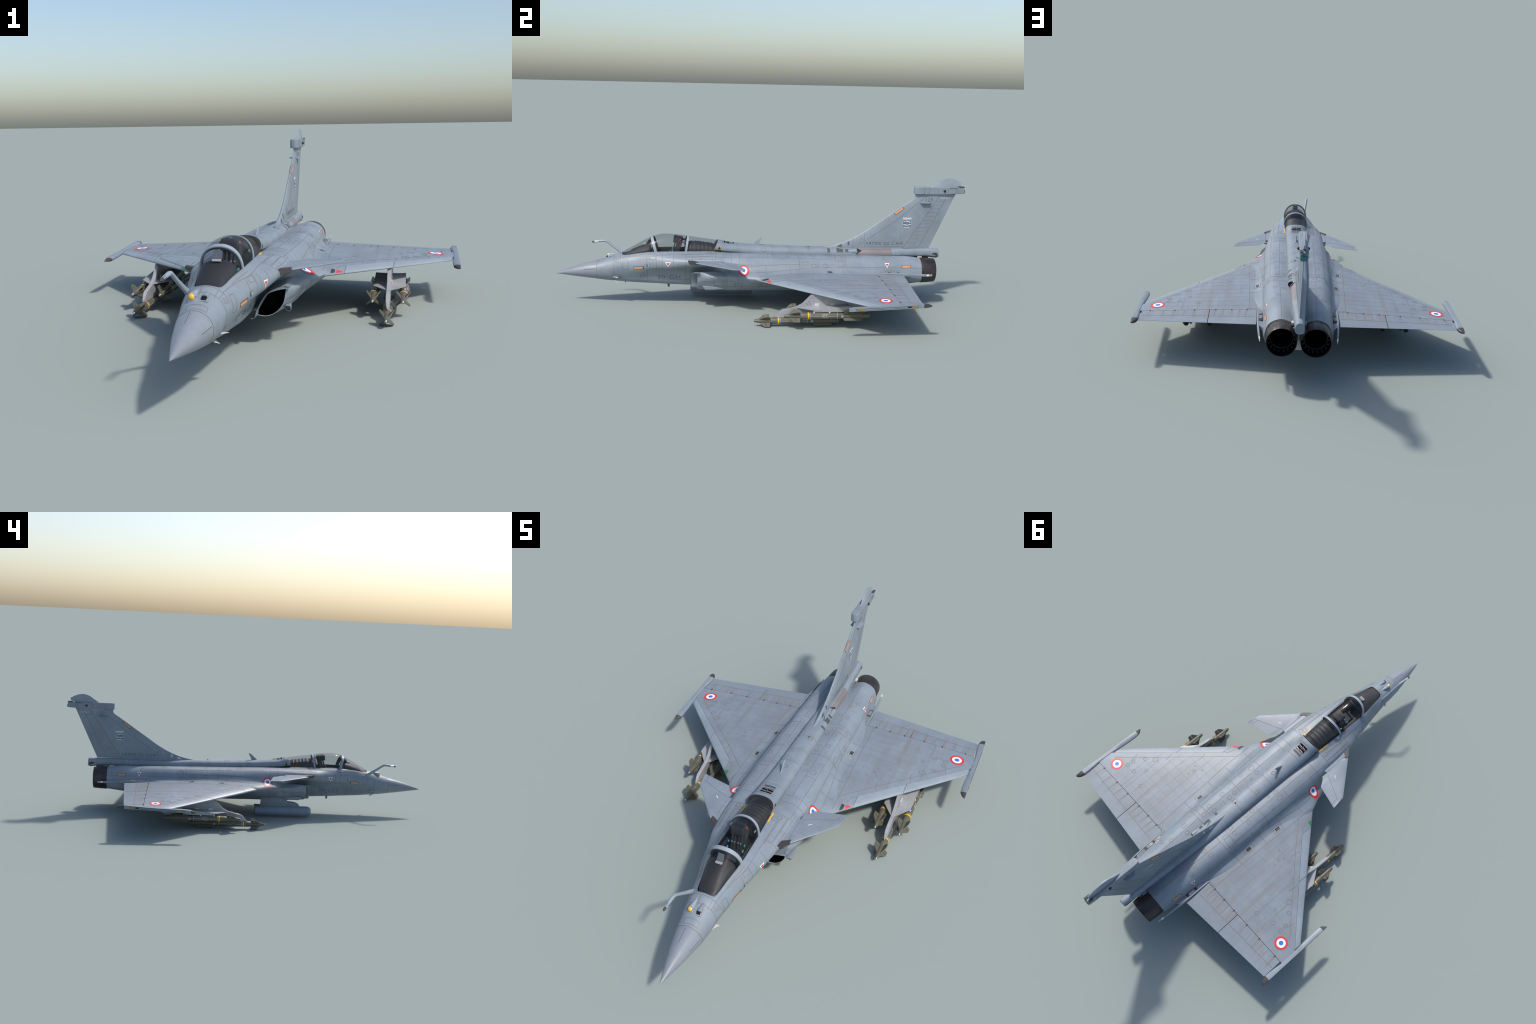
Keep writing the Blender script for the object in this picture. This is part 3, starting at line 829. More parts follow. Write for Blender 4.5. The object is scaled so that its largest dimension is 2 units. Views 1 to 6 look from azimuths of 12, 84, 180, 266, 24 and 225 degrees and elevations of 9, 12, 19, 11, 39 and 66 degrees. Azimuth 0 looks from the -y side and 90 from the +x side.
# side boom beside each engine
def boom():
    secs = []
    for y, xc, w, z0, z1 in ((.530, .1600, .0040, .168, .1785), (.56, .1595, .0046, .166, .1805), (.64, .1585, .0046, .1625, .1800), (.70, .1555, .0042, .1610, .1765),
                             (.775, .1500, .0035, .1600, .1715), (.785, .1490, .0030, .1600, .1700)):
        secs.append([(xc-w, y, z0), (xc+w*.6, y, z0), (xc+w, y, z0+.003), (xc+w, y, z1-.003), (xc+w*.5, y, z1), (xc-w*.5, y, z1), (xc-w, y, z1-.003)])
    V, F = loft(secs)
    b = mk("engine_side_boom", V, F, "skin", None, 30)
    s = [box("boom_tip_light", (.1482, .792, .1655), (.0052, .012, .0085), "white", b, (0, 0, .1), .0012),
         box("boom_tip_rod", (.1472, .806, .1680), (.0022, .018, .0026), "pale", b, (0, 0, .1), .0005),
         box("boom_tip_rod", (.1472, .806, .1625), (.0022, .018, .0026), "pale", b, (0, 0, .1), .0005)]
    # shelf between boom and engine
    V = [(.130, .540, .176), (.158, .540, .180), (.156, .69, .176), (.129, .72, .170),
         (.130, .540, .162), (.158, .540, .164), (.156, .69, .164), (.129, .72, .160)]
    F = [(0, 1, 2, 3), (7, 6, 5, 4), (0, 4, 5, 1), (1, 5, 6, 2), (2, 6, 7, 3), (3, 7, 4, 0)]
    s.append(mk("boom_shelf", V, F, "skin", b))
    for y0, y1 in ((.560, .594), (.606, .640)):
        s.append(box("louvre_panel", (.1468, (y0+y1)/2, .1795), (.0135, y1-y0, .006), "grey_dull", b, (0, 0.12, 0), .0012))
        for k in range(4):
            s.append(box("louvre_slat", (.1468, lerp(y0, y1, (k+.5)/4), .1826), (.0115, .0022, .0008), "slate", b, (0, 0.12, 0)))
    s.append(box("louvre_well", (.1478, .600, .1758), (.0165, .10, .006), "line_dark", b, (0, 0.1, 0)))
    return b, s
BOOM, bs = boom()
BOOM_R = mirrored(BOOM)
for o in bs: mirrored(o, BOOM_R)

# exhaust cowl on the left side of the spine
secs = []
for y, r in ((.405, .003), (.425, .0080), (.445, .0110), (.4605, .0120)):
    secs.append([(.0295+r*math.cos(2*pi*k/20), y, .2600+r*1.12*math.sin(2*pi*k/20)) for k in range(20)])
V, F = loft(secs, True, True, False)
COWL = mk("exhaust_cowl", V, F, "skin", SPINE)
V, F = loft([secs[-1], [(lerp(x, .031, .12), y, lerp(z, .2600, .12)) for x, y, z in secs[-1]],
             [(lerp(x, .031, .2), y-.02, lerp(z, .2600, .2)) for x, y, z in secs[-1]]], True, False, True)
mk("exhaust_mouth", V, F, "black", SPINE)

# ------------------------------------------------------------------ probe, sensors, blades
PROBE = tube("refuelling_probe", [(-.046, -.664, .214), (-.0505, -.678, .2290), (-.0535, -.690, .2385), (-.0600, -.730, .2670), (-.0640, -.757, .2870), (-.0652, -.768, .2935),
                                  (-.0660, -.777, .2948), (-.0668, -.795, .2932), (-.0673, -.806, .2920)],
             [.0125, .0105, .0082, .0062, .0058, .0064, .0064, .0058, .0054], "frame", None, 16, [.55, .6, .7, .9, 1, 1, 1, 1, 1])
tube("probe_collar", [(-.0673, -.805, .2921), (-.0680, -.8225, .2900)], [.0051, .0048], "silver", PROBE, 16)
tube("probe_tip", [(-.0680, -.8222, .2900), (-.0682, -.828, .2893), (-.0684, -.834, .2886), (-.0685, -.8365, .2883)], [.0042, .0044, .0034, .0008], "dark", PROBE, 16)

def sphere(name, c, r, mat, parent, sy=1.0, sz=1.0, y0=-1.0, y1=1.0):
    prof = []
    for k in range(15):
        t = lerp(math.asin(y0), math.asin(y1), k/14)
        prof.append((r*sy*math.sin(t), max(r*math.cos(t), 0.0002)))
    return revolve(name, prof, mat, parent, 24, c)
def top_z(y): return body_half(y, 3)[0][1]
SENS = tube("sensor_turret", [(-.0185, -.749, .2340), (-.0185, -.740, .2355), (-.0175, -.722, .2385), (-.017, -.700, .243)], [.0092, .0090, .0062, .001], "frame", None, 20)
sphere("sensor_ball", (-.0185, -.7510, .2342), .0091, "silver", SENS)
cov = sphere("sensor_cover", (0, 0, 0), .00945, "yellow", SENS, 1, 1, -1.0, 0.0)
for v in cov.data.vertices:
    a = -0.75; x, y = v.co.x, v.co.y
    v.co = Vector((x*math.cos(a)-y*math.sin(a)-.0185, x*math.sin(a)+y*math.cos(a)-.7512, v.co.z+.2342))
box("sensor_base", (-.0185, -.752, .2245), (.019, .012, .010), "skin", SENS, bevel=.003)
S2 = tube("infrared_sensor", [(.0125, -.752, .2315), (.0125, -.741, .2340), (.0125, -.725, .2360), (.012, -.71, .2395)], [.0085, .0085, .006, .001], "skin", None, 18)
box("sensor_window", (.0125, -.7535, .2350), (.012, .008, .0065), "black", S2, (.2, 0, 0), .001)
box("sensor_window", (.0125, -.7585, .2300), (.012, .004, .0065), "black", S2, (.5, 0, 0), .001)
box("sensor_base", (.0125, -.7545, .2262), (.020, .018, .008), "frame", S2, (.25, 0, 0), .002)

plate("dorsal_antenna", [(-.062, .286), (-.0185, .3248), (-.0065, .3255), (-.027, .286)], .0034, ((0.001, 0, 0), (0, 1, 0), (0, 0, 1)), "frame", SPINE, .0008)
sphere("dorsal_beacon", (0.010, .2215, .2795), .0040, "dark", SPINE)
plate("belly_blade", [(-.471, .105), (-.457, .105), (-.459, .078), (-.467, .078)], .004, ((0, 0, 0), (0, 1, 0), (0, 0, 1)), "slate", FUSE, .0006)
plate("belly_blade", [(-.674, .115), (-.668, .115), (-.669, .103), (-.673, .103)], .003, ((0.012, 0, 0), (0, 1, 0), (0, 0, 1)), "slate", FUSE, .0006)
for sx in (1, -1):
    for (y, x, z, dx, dz) in ((-.712, .0480, .1385, .012, -.002), (-.712, .0290, .1170, .007, -.009)):
        a = Vector((sx*(x-.003), y-.016, z+.001)); b = Vector((sx*(x-.003), y+.006, z-.001)); c = Vector((sx*(x+dx), y+.008, z+dz)); 
        d = Vector((0, 0, .0012))
        V = [a+d, b+d, c+d*.4, a-d, b-d, c-d*.4]
        mk("air_data_vane", V, [(0, 1, 2), (5, 4, 3), (0, 3, 4, 1), (1, 4, 5, 2), (2, 5, 3, 0)], "pale", FUSE)

# ------------------------------------------------------------------ cockpit interior
TUB = box("instrument_panel", (0, -.548, .235), (.085, .012, .060), "cockpit", None, (-.2, 0, 0), .004)
secs = []
for y, w, zt_, zb_ in ((-.683, .024, .2470, .236), (-.668, .0340, .2500, .238), (-.650, .0375, .2560, .240), (-.634, .0400, .2680, .242), (-.612, .0440, .2770, .244), (-.585, .0485, .2870, .248),
                       (-.565, .0505, .2930, .25), (-.553, .0495, .2930, .25), (-.548, .046, .286, .25)):
    secs.append([(w*math.cos(pi*k/20), y, zb_+(zt_-zb_)*math.sin(pi*k/20)**.6) for k in range(21)])
V, F = loft(secs)
mk("glare_shield", V, F, "fabric", TUB)
box("head_up_display", (0, -.556, .3010), (.026, .014, .020), "cockpit", TUB, (-.5, 0, 0), .002)
plate("head_up_glass", [(-.013, -.012), (.013, -.012), (.011, .014), (-.011, .014)], .0012, ((0, -.564, .3060), (1, 0, 0), (0, .6, .8)), "hud", TUB)
box("head_up_tray", (0, -.578, .2945), (.024, .010, .006), "pale", TUB, (-.3, 0, 0), .001)
secs = []
rib_n = 7
for i in range(64):
    t = i/63
    y = lerp(-.372, -.238, t)
    pulse = 0.5+0.5*math.cos(2*pi*(t*rib_n))
    zt_ = pchip([0, .06, .3, .6, .88, 1], [.3030, .3060, .3070, .3020, .2965, .2900])(t) + 0.0022*(pulse**5) - .0008
    w = lerp(.0505, .0470, t) + 0.0012*pulse**5
    secs.append([(w*math.cos(pi*k/22), y, .245+(zt_-.245)*math.sin(pi*k/22)**.55) for k in range(23)])
V, F = loft(secs)
COVER = mk("rear_cockpit_cover", V, F, "fabric", TUB)
box("rear_bulkhead", (0, -.236, .272), (.086, .006, .050), "cockpit", TUB, (-.5, 0, 0), .003)
SEAT = box("ejection_seat", (0, -.4260, .2560), (.050, .020, .105), "seat", None, (-.35, 0, 0), .004)
box("headrest", (0, -.4200, .3150), (.046, .038, .030), "seat", SEAT, (-.12, 0, 0), .004)
box("headrest_cap", (0, -.4130, .3255), (.040, .040, .008), "cockpit", SEAT, (-.18, 0, 0), .003)
box("seat_pan", (0, -.4650, .2230), (.046, .070, .020), "seat", SEAT, (.15, 0, 0), .004)
for sx in (1, -1):
    box("seat_side_rail", (sx*.026, -.4220, .2650), (.006, .022, .100), "seat", SEAT, (-.35, 0, 0), .002)
    for k, x in enumerate((.007, .017)):
        box("harness_strap", (sx*x, -.4420, .2650), (.006, .004, .070), "fabric", SEAT, (-.35, 0, 0), .001)
        box("harness_buckle", (sx*x, -.4450, .2700), (.005, .003, .005), "grey_dull", SEAT, (-.35, 0, 0), .001)
    box("side_console", (sx*.045, -.468, .2450), (.016, .115, .016), "cockpit", TUB, None, .003)
    for k in range(9):
        box("console_switch", (sx*.0445, -.515+.011*k, .2537), (.0022, .0022, .002), "grey_dull", TUB)
    box("seat_lever", (sx*.031, -.4430, .2640), (.004, .006, .008), "cyan", SEAT, (-.3, 0, 0), .001)
    box("seat_lever", (sx*.030, -.4560, .2480), (.005, .006, .010), "cyan", SEAT, (-.6, 0, 0), .001)
    box("seat_tag", (sx*.0245, -.4085, .3140), (.003, .005, .016), "red_tag", SEAT, (-.5, 0, 0), .0008)
    box("canopy_latch", (sx*.047, -.3880, .2920), (.004, .014, .006), "frame", CANOPY, None, .0015)
box("canopy_brace", (0, -.386, .3150), (.030, .022, .005), "cockpit", SEAT, (.1, 0, 0), .001)
box("cockpit_floor", (0, -.46, .2100), (.085, .38, .006), "cockpit", TUB)

# ------------------------------------------------------------------ targeting pod
px = -0.1400
PODT = revolve("targeting_pod", [(-.3570, .004), (-.3560, .014), (-.3530, .0200), (-.3460, .0252), (-.336, .0275), (-.32, .0282), (-.20, .0282), (-.06, .0282), (-.046, .0272),
                                 (-.043, .0240), (-.0415, .012)], "pod", None, 36, (px, 0, .0322))
plate("pod_pylon", [(-.294, .056), (-.2865, .072), (-.270, .0805), (-.245, .0845), (-.225, .0865), (-.220, .098), (-.19, .105), (-.078, .105), (-.074, .056)], .022,
      ((px+.004, 0, 0), (0, 1, 0), (0, 0, 1)), "pod_pylon", PODT, .004)
box("pod_tail_plate", (px, -.056, .0630), (.020, .034, .004), "slate", PODT, None, .001)
for yy in frange(-.33, -.07, 7):
    revolve("pod_seam", [(yy-.0006, .0281), (yy-.0004, .02845), (yy+.0004, .02845), (yy+.0006, .0281)], "line", PODT, 36, (px, 0, .0322), (False, False))

# ------------------------------------------------------------------ bombs
def bomb_meshes():
    """a guided bomb with its nose tip at the origin, pointing to -y"""
    B = revolve("guided_bomb", [(.0015, .0042), (.006, .0066), (.014, .0085), (.030, .0106), (.060, .0113), (.074, .0116), (.078, .0138), (.084, .0147), (.12, .0150),
                                (.20, .0150), (.245, .0149), (.262, .0135), (.270, .0125), (.300, .0122), (.372, .0122), (.386, .0116), (.388, .0080), (.384, .0070)], "olive", None, 28)
    S = []
    S.append(sphere("bomb_nose_cap", (0, .0040, 0), .0048, "silver", B))
    S.append(revolve("bomb_band", [(.1075, .0145), (.1080, .0154), (.1145, .0154), (.1150, .0145)], "yellow_band", B, 28, (0, 0, 0), (False, False)))
    for yy in (.120, .240):
        S.append(revolve("bomb_band_line", [(yy, .0148), (yy, .01528), (yy+.0012, .01528), (yy+.0012, .0148)], "white_dim", B, 28, (0, 0, 0), (False, False)))
    S.append(revolve("bomb_tail_ring", [(.388, .0070), (.360, .0060)], "black", B, 20, (0, 0, 0), (True, True)))
    for a in (pi/4, 3*pi/4, 5*pi/4, 7*pi/4):
        d = Vector((math.cos(a), 0, math.sin(a)))
        fr = ((0, 0, 0), (0, 1, 0), d)
        S.append(plate("bomb_canard_fin", [(.022, .008), (.046, .0315), (.056, .0333), (.052, .008)], .0024, fr, "olive", B))
        S.append(plate("bomb_canard_fin", [(.0535, .008), (.0575, .0333), (.071, .0333), (.075, .009)], .0024, fr, "olive", B))
        S.append(plate("bomb_tail_fin", [(.262, .009), (.272, .0268), (.345, .0268), (.352, .0248), (.352, .009)], .0032, fr, "olive", B))
    for sx in (1, -1):
        S.append(plate("bomb_side_disc", [(.262+.0062*math.cos(2*pi*k/16), .0062*math.sin(2*pi*k/16)) for k in range(16)], .004,
                       ((sx*.0138, 0, 0), (0, 1, 0), (0, 0, 1)), "grey_dull", B))
        S.append(box("bomb_stencil_line", (sx*.01490, .180, .001), (.0008, .118, .0008), "white_dim", B))
        for k in range(7):
            for r in range(4):
                if random.random() < .75:
                    w = random.uniform(.0015, .003)
                    a = .75-.36*r
                    S.append(box("bomb_stencil", (sx*.01505*math.cos(a), .172+.0042*k, .01505*math.sin(a)), (.0006, w, .0022), "white_dim", B, (0, -a*sx, 0)))
    for yy in (.135, .20):
        S.append(box("bomb_lug", (0, yy, .0155), (.004, .008, .006), "slate", B))
    return B, S
B0, BS = bomb_meshes()
STENCIL = [o for o in BS if o.name.startswith("bomb_stencil")]
# join the tiny stencil marks into one mesh
bm = bmesh.new()
for o in STENCIL: bm.from_mesh(o.data)
sm = bpy.data.meshes.new("bomb_stencil"); bm.to_mesh(sm); bm.free(); sm.materials.append(M["white_dim"])
for o in STENCIL: BS.remove(o); bpy.data.objects.remove(o)
so = bpy.data.objects.new("bomb_stencil", sm); bpy.context.scene.collection.objects.link(so); so.parent = B0; so["kind"] = "stuff"
BS.append(so)

def place(ob, subs, loc, first):
    if first:
        ob.location = loc; return ob
    o = ob.copy(); o.location = loc
    bpy.context.scene.collection.objects.link(o)
    for s in subs:
        c = s.copy(); bpy.context.scene.collection.objects.link(c); c.parent = o
    return o
first = True
for sx in (1, -1):
    for x, y, z in ((.4168, -.0790, .0240), (.3672, .0485, .0592), (.4664, .0485, .0592)):
        place(B0, BS, (sx*x, y, z), first); first = False

# pylon and triple rack
def rack():
    x0 = 0.4175
    # centre blade: cross-section lofted along y
    def blade(y, zt, zb, w):
        n = []
        for k in range(7): n.append((x0-w, y, lerp(zb, zt, k/6)))
        for k in range(7): n.append((x0+w, y, lerp(zt, zb, k/6)))
        return n
    def linear(xs, zs):
        def f(x):
            for a, b, c, d in zip(xs[:-1], xs[1:], zs[:-1], zs[1:]):
                if x <= b: return lerp(c, d, (x-a)/(b-a))
            return zs[-1]
        return f
    top = linear([.0120, .0413, .1121, .1398, .1796, .20, .40, .46], [.0405, .0704, .0885, .1035, .1448, .152, .152, .150])
    bot = linear([.0120, .055, .10, .135, .178, .20, .40, .46], [.0395, .0385, .0385, .0385, .0400, .045, .050, .075])
    wid = pchip([.0125, .018, .04, .08, .16, .35, .46], [.0006, .0028, .0065, .0072, .0068, .0072, .0030])
    wb = []
    P = mk("weapon_pylon", *loft([blade(y, top(y), bot(y), wid(y)) for y in frange(.0125, .20, 26)+frange(.215, .455, 16)]), "pylon", None, 30)
    bm = bmesh.new(); bm.from_mesh(P.data)
    bmesh.ops.bevel(bm, geom=[e for e in bm.edges if len(e.link_faces) == 2 and e.calc_face_angle(0) > 0.9 and e.verts[0].co.y < .3], offset=.0012, segments=2, affect="EDGES")
    bm.to_mesh(P.data); bm.free(); smooth(P.data)
    S = []
    for sx in (1, -1):
        # swept side arm carrying the outer bombs
        secs = []
        for u, yf, yr, zt, zb in ((.0, .100, .345, .0868, .0780), (.13, .1125, .345, .0868, .0805), (.55, .142, .345, .0872, .0815), (.80, .161, .345, .0876, .0800), (1, .1735, .345, .0880, .0800)):
            x = x0 + sx*u*.0540
            rise = lambda y: 0.0155*(y-yf)/(.345-yf)
            secs.append([(x, yf, zt), (x, yf+.05, zt+rise(yf+.05)), (x, yr, zt+rise(yr)), (x, yr, zb-.002), (x, yf+.05, zb-.002), (x, yf, zt-.002)])
        V, F = loft(secs)
        S.append(mk("rack_arm", V, F, "pylon", P, 25))
        S.append(box("rack_rail", (x0+sx*.0480, .262, .0825), (.010, .160, .012), "pylon", P, None, .0025))
        for yy in (.185, .255):
            S.append(box("sway_brace", (x0+sx*.0490, yy, .0755), (.014, .006, .006), "pale", P, None, .001))
        for yy in (.205, .275):
            S.append(box("pylon_latch", (x0+sx*.0072, yy, .0985), (.004, .022, .012), "pale", P, None, .002))
        for (yy, zz) in ((.168, .112), (.156, .104), (.163, .0995), (.175, .1025), (.19, .115)):
            S.append(box("pylon_bolt", (x0+sx*.0067, yy, zz), (.0016, .0032, .0032), "slate", P))
    return P, S
PYL, ps = rack()
PYL_R = mirrored(PYL)
for o in ps: mirrored(o, PYL_R)

# mirror the wing and its parts
WING_R = mirrored(WING)
for o in wing_parts: mirrored(o, WING_R)

# ------------------------------------------------------------------ marks laid onto the skin
bpy.context.view_layer.update()
TREES = {}
def tree(*obs):
    key = tuple(o.name for o in obs)
    if key not in TREES:
        V = []; F = []
        for o in obs:
            k = len(V)
            V += [v.co.copy() for v in o.data.vertices]
            F += [tuple(i+k for i in p.vertices) for p in o.data.polygons]
        TREES[key] = BVHTree.FromPolygons(V, F, epsilon=0)
    return TREES[key]

AX = {"top": (lambda u, v: (Vector((u, v, 1.5)), Vector((0, 0, -1)))),
      "left": (lambda u, v: (Vector((1.2, u, v)), Vector((-1, 0, 0)))),
      "right": (lambda u, v: (Vector((-1.2, u, v)), Vector((1, 0, 0))))}
def hit(tr, axis, u, v):
    if callable(axis): o, d = axis(u, v)
    else: o, d = AX[axis](u, v)
    loc, nor, idx, dist = tr.ray_cast(o, d)
    if loc is None: return None
    if nor.dot(d) > 0: nor = -nor
    return loc, nor

def stamp(name, tr, axis, pts2, faces, mat, parent, lift=0.0006):
    V = []; ok = []
    for u, v in pts2:
        h = hit(tr, axis, u, v)
        ok.append(h is not None)
        V.append(h[0]+h[1]*lift if h else Vector((0, 0, 0)))
    F = []
    for f in faces:
        if all(ok[i] for i in f):
            if max((V[f[i]]-V[f[i-1]]).length for i in range(len(f))) < 0.035: F.append(f)
    if not F: return None
    used = sorted({i for f in F for i in f}); mp = {a: b for b, a in enumerate(used)}
    me = bpy.data.meshes.new(name)
    me.from_pydata([tuple(V[i]) for i in used], [], [tuple(mp[i] for i in f) for f in F])
    me.materials.append(M[mat])
    for p in me.polygons: p.use_smooth = True
    ob = bpy.data.objects.new(name, me)
    bpy.context.scene.collection.objects.link(ob); ob.parent = parent
    return ob

def ring2(c, r0, r1, n=40, m=3):
    P = []; F = []
    for i in range(m+1):
        r = lerp(r0, r1, i/m)
        P += [(c[0]+r*math.cos(2*pi*k/n), c[1]+r*math.sin(2*pi*k/n)) for k in range(n)]
    for i in range(m):
        for k in range(n):
            F.append((i*n+k, i*n+(k+1) % n, (i+1)*n+(k+1) % n, (i+1)*n+k))
    return P, F
def quad2(a, b, c, d, n=8, m=4):
    P = []; F = []
    for j in range(m+1):
        for i in range(n+1):
            s, t = i/n, j/m
            P.append(tuple((1-s)*(1-t)*a[q]+s*(1-t)*b[q]+s*t*c[q]+(1-s)*t*d[q] for q in (0, 1)))
    for j in range(m):
        for i in range(n):
            k = j*(n+1)+i; F.append((k, k+1, k+n+2, k+n+1))
    return P, F
def rect2(u0, u1, v0, v1, n=8, m=4): return quad2((u0, v0), (u1, v0), (u1, v1), (u0, v1), n, m)

def roundel(tr, axis, c, r, parent, squash=1.0):
    for r0, r1, col in ((.69, 1, "red"), (.335, .69, "white"), (.01, .335, "blue")):
        P, F = ring2(c, r*r0, r*r1)
        stamp("roundel", tr, axis, [(u, c[1]+(v-c[1])*squash) for u, v in P], F, col, parent)

def text2(body, size, bold=0.0, width=1.0, spacing=1.0):
    cu = bpy.data.curves.new("lettering", "FONT")
    cu.body = body; cu.size = size; cu.offset = bold; cu.space_character = spacing; cu.resolution_u = 4
    ob = bpy.data.objects.new("lettering", cu)
    bpy.context.scene.collection.objects.link(ob)
    bpy.context.view_layer.update()
    me = bpy.data.meshes.new_from_object(ob.evaluated_get(bpy.context.evaluated_depsgraph_get()))
    bm = bmesh.new(); bm.from_mesh(me)
    bmesh.ops.triangulate(bm, faces=bm.faces)
    bm.verts.index_update()
    P = [(v.co.x*width, v.co.y) for v in bm.verts]; F = [tuple(v.index for v in f.verts) for f in bm.faces]
    bm.free(); bpy.data.objects.remove(ob)
    return P, F
def lettering(body, tr, axis, u0, v0, length, height, mat, parent, bold=0.0, flip=False, spacing=1.0, lift=0.0006, slant=0):
    P, F = text2(body, 1.0, bold, 1.0, spacing)
    if not P: return
    x0 = min(p[0] for p in P); x1 = max(p[0] for p in P); y1 = max(p[1] for p in P); y0 = min(min(p[1] for p in P), 0)
    Q = []
    for x, y in P:
        u = (x-x0)/(x1-x0)*length; v = y/y1*height
        Q.append((u0-u if flip else u0+u, v0+v+slant*u))
    return stamp("lettering", tr, axis, Q, F, mat, parent, lift)

T_F = tree(FUSE); T_R = tree(RADOME); T_S = tree(SPINE); T_FS = tree(FUSE, SPINE, RADOME)
T_FIN = tree(FIN, RUDDER)
elev = [o for o in wing_parts if o.name.startswith("elevon")]
slats = [o for o in wing_parts if o.name.startswith("slat")]
T_W = tree(WING, FUSE, *elev, *slats)
T_WR = tree(WING_R, FUSE, *[c for c in WING_R.children if c.name.startswith(("elevon", "slat"))])
T_I = tree(FUSE, INTAKE, INTAKE_R)
T_C = tree(CANARD); T_CR = tree(CANARD_R)
T_P = tree(PODT)

# roundels
roundel(T_W, "top", (.5775, .479), .0297, WING)
roundel(T_WR, "top", (-.5775, .479), .0297, WING_R)
roundel(T_I, "left", (-.1072, .1960), .0252, FUSE, .88)
roundel(T_I, "right", (-.1072, .1960), .0252, FUSE, .88)

for side, sgn in (("left", 1), ("right", -1)):
    # warning triangles
    for (y, z, w, h) in ((-.4635, .2135, .0265, .0225), (.5925, .2120, .022, .021)):
        def tri(k):
            return quad2((y-w/2*k, z+h*.45*k), (y+w/2*k, z+h*.45*k), (y+w*.01*k, z-h*.55*k), (y-w*.01*k, z-h*.55*k), 8, 8)
        stamp("warning_triangle", T_F, side, *tri(1), "white", FUSE, .0005)
        z0 = z; z = z0+h*.03
        stamp("warning_triangle", T_F, side, *tri(.62), "red", FUSE, .0009)
    # formation light strips
    c, s = math.cos(.085), math.sin(.085)
    def strip(y, z, L, H, ang):
        c, s = math.cos(ang), math.sin(ang)
        pt = lambda u, v: (y+u*c-v*s, z+u*s+v*c)
        return quad2(pt(-L, -H), pt(L, -H), pt(L, H), pt(-L, H), 12, 4)
    stamp("formation_light_frame", T_F, side, *strip(-.6030, .1905, .0255, .0068, .085), "slate", FUSE, .0005)
    stamp("formation_light", T_F, side, *strip(-.6050, .1900, .0215, .0045, .085), "orange", FUSE, .0009)
    stamp("formation_light_frame", T_F, side, *strip(.6890, .2045, .0240, .0065, 0), "letter", FUSE, .0005)
    stamp("formation_light", T_F, side, *strip(.6890, .2045, .0205, .0045, 0), "orange", FUSE, .0009)
    stamp("formation_light_frame", T_FIN, side, *strip(.6715, .4597, .0275, .0066, .61), "letter", FIN, .0005)
    stamp("formation_light", T_FIN, side, *strip(.6715, .4597, .0235, .0044, .61), "orange", FIN, .0009)
    # green sight glass
    stamp("sight_glass_frame", T_F, side, *rect2(-.566, -.5535, .1985, .2105), "line_dark", FUSE, .0005)
    stamp("sight_glass_frame", T_F, side, *rect2(-.5645, -.555, .2000, .2092), "white_dim", FUSE, .0009)
    stamp("sight_glass", T_F, side, *rect2(-.5645, -.5595, .2005, .2085), "teal", FUSE, .0013)
    # lettering
    fl = side == "right"
    lettering("30-GH", T_F, side, -.5155 if not fl else -.4065, .1295, .109, .0205, "letter", FUSE, -.005, fl, 1.1)
    lettering("ARMEE DE L'AIR", T_FIN, side, .5077 if not fl else .7004, .2894, .193, .0163, "letter", FIN, -.004, fl, 1.15)
    lettering("129", T_FIN, side, .8040 if not fl else .8394, .5083, .0350, .0168, "letter", FIN, -.01, fl, 1.05)
    lettering("RAFALE", T_FIN, side, .8795 if not fl else .9262, .5208, .0465, .0097, "white_dim", FIN, 0, fl, 1.1)
    # squadron badge: framed slate panel with pale stand-in figures
    stamp("badge", T_FIN, side, *rect2(.6916, .7356, .3755, .4165), "white_dim", FIN, .0005)
    stamp("badge", T_FIN, side, *rect2(.6930, .7342, .3769, .4151), "badge", FIN, .0009)
    stamp("badge", T_FIN, side, *rect2(.6916, .7356, .4185, .4275), "white_dim", FIN, .0005)
    rnd = random.Random(3)
    for row, zc in enumerate((.4070, .3905)):
        for k in range(9):
            u = .6985+.0037*k+rnd.uniform(-.0008, .0008); v = zc+rnd.uniform(-.0035, .0035)
            r = rnd.uniform(.0014, .0026)
            stamp("badge_figure", T_FIN, side, *ring2((u, v), .0002, r, 8, 1), "white", FIN, .0013)
    stamp("badge_figure", T_FIN, side, *rect2(.6980, .7295, .3785, .3805), "white", FIN, .0013)
    # rescue marks beside the canopy
    def slope(u, v):          # rays coming down at 45 degrees onto the sill
        d = Vector((-sgn, 0, -1)).normalized()
        n = Vector((-sgn*1, 0, 1)).normalized()
        return Vector((sgn*.0555, u, .2640)) + n*v - d*.4, d
    stamp("rescue_arrow", T_F, slope, *rect2(-.2975, -.2560, -.0022, .0022), "yellow", FUSE, .0007)
    stamp("rescue_arrow", T_F, slope, *quad2((-.2560, -.0042), (-.2400, -.0002), (-.2400, .0002), (-.2560, .0042)), "yellow", FUSE, .0007)
    stamp("ejection_mark", T_S, side, *quad2((-.2290, .2730), (-.2080, .2730), (-.2160, .2900), (-.2210, .2900)), "yellow_dim", SPINE, .0006)
    stamp("ejection_mark", T_S, side, *quad2((-.2255, .2755), (-.2115, .2755), (-.2170, .2865), (-.2200, .2865)), "black", SPINE, .001)
    stamp("ejection_mark", T_FS, side, *rect2(-.2320, -.2100, .2600, .2715), "slate", SPINE, .0006)
    # fin base vents
    stamp("vent_panel", T_FIN, side, *rect2(.4185, .4275, .2890, .3065), "slate" if side == "left" else "white_dim", FIN, .0005)
    stamp("vent_panel", T_FIN, side, *quad2((.364, .2795), (.390, .2795), (.390, .2935), (.376, .2890)), "slate" if side == "left" else "white_dim", FIN, .0005)
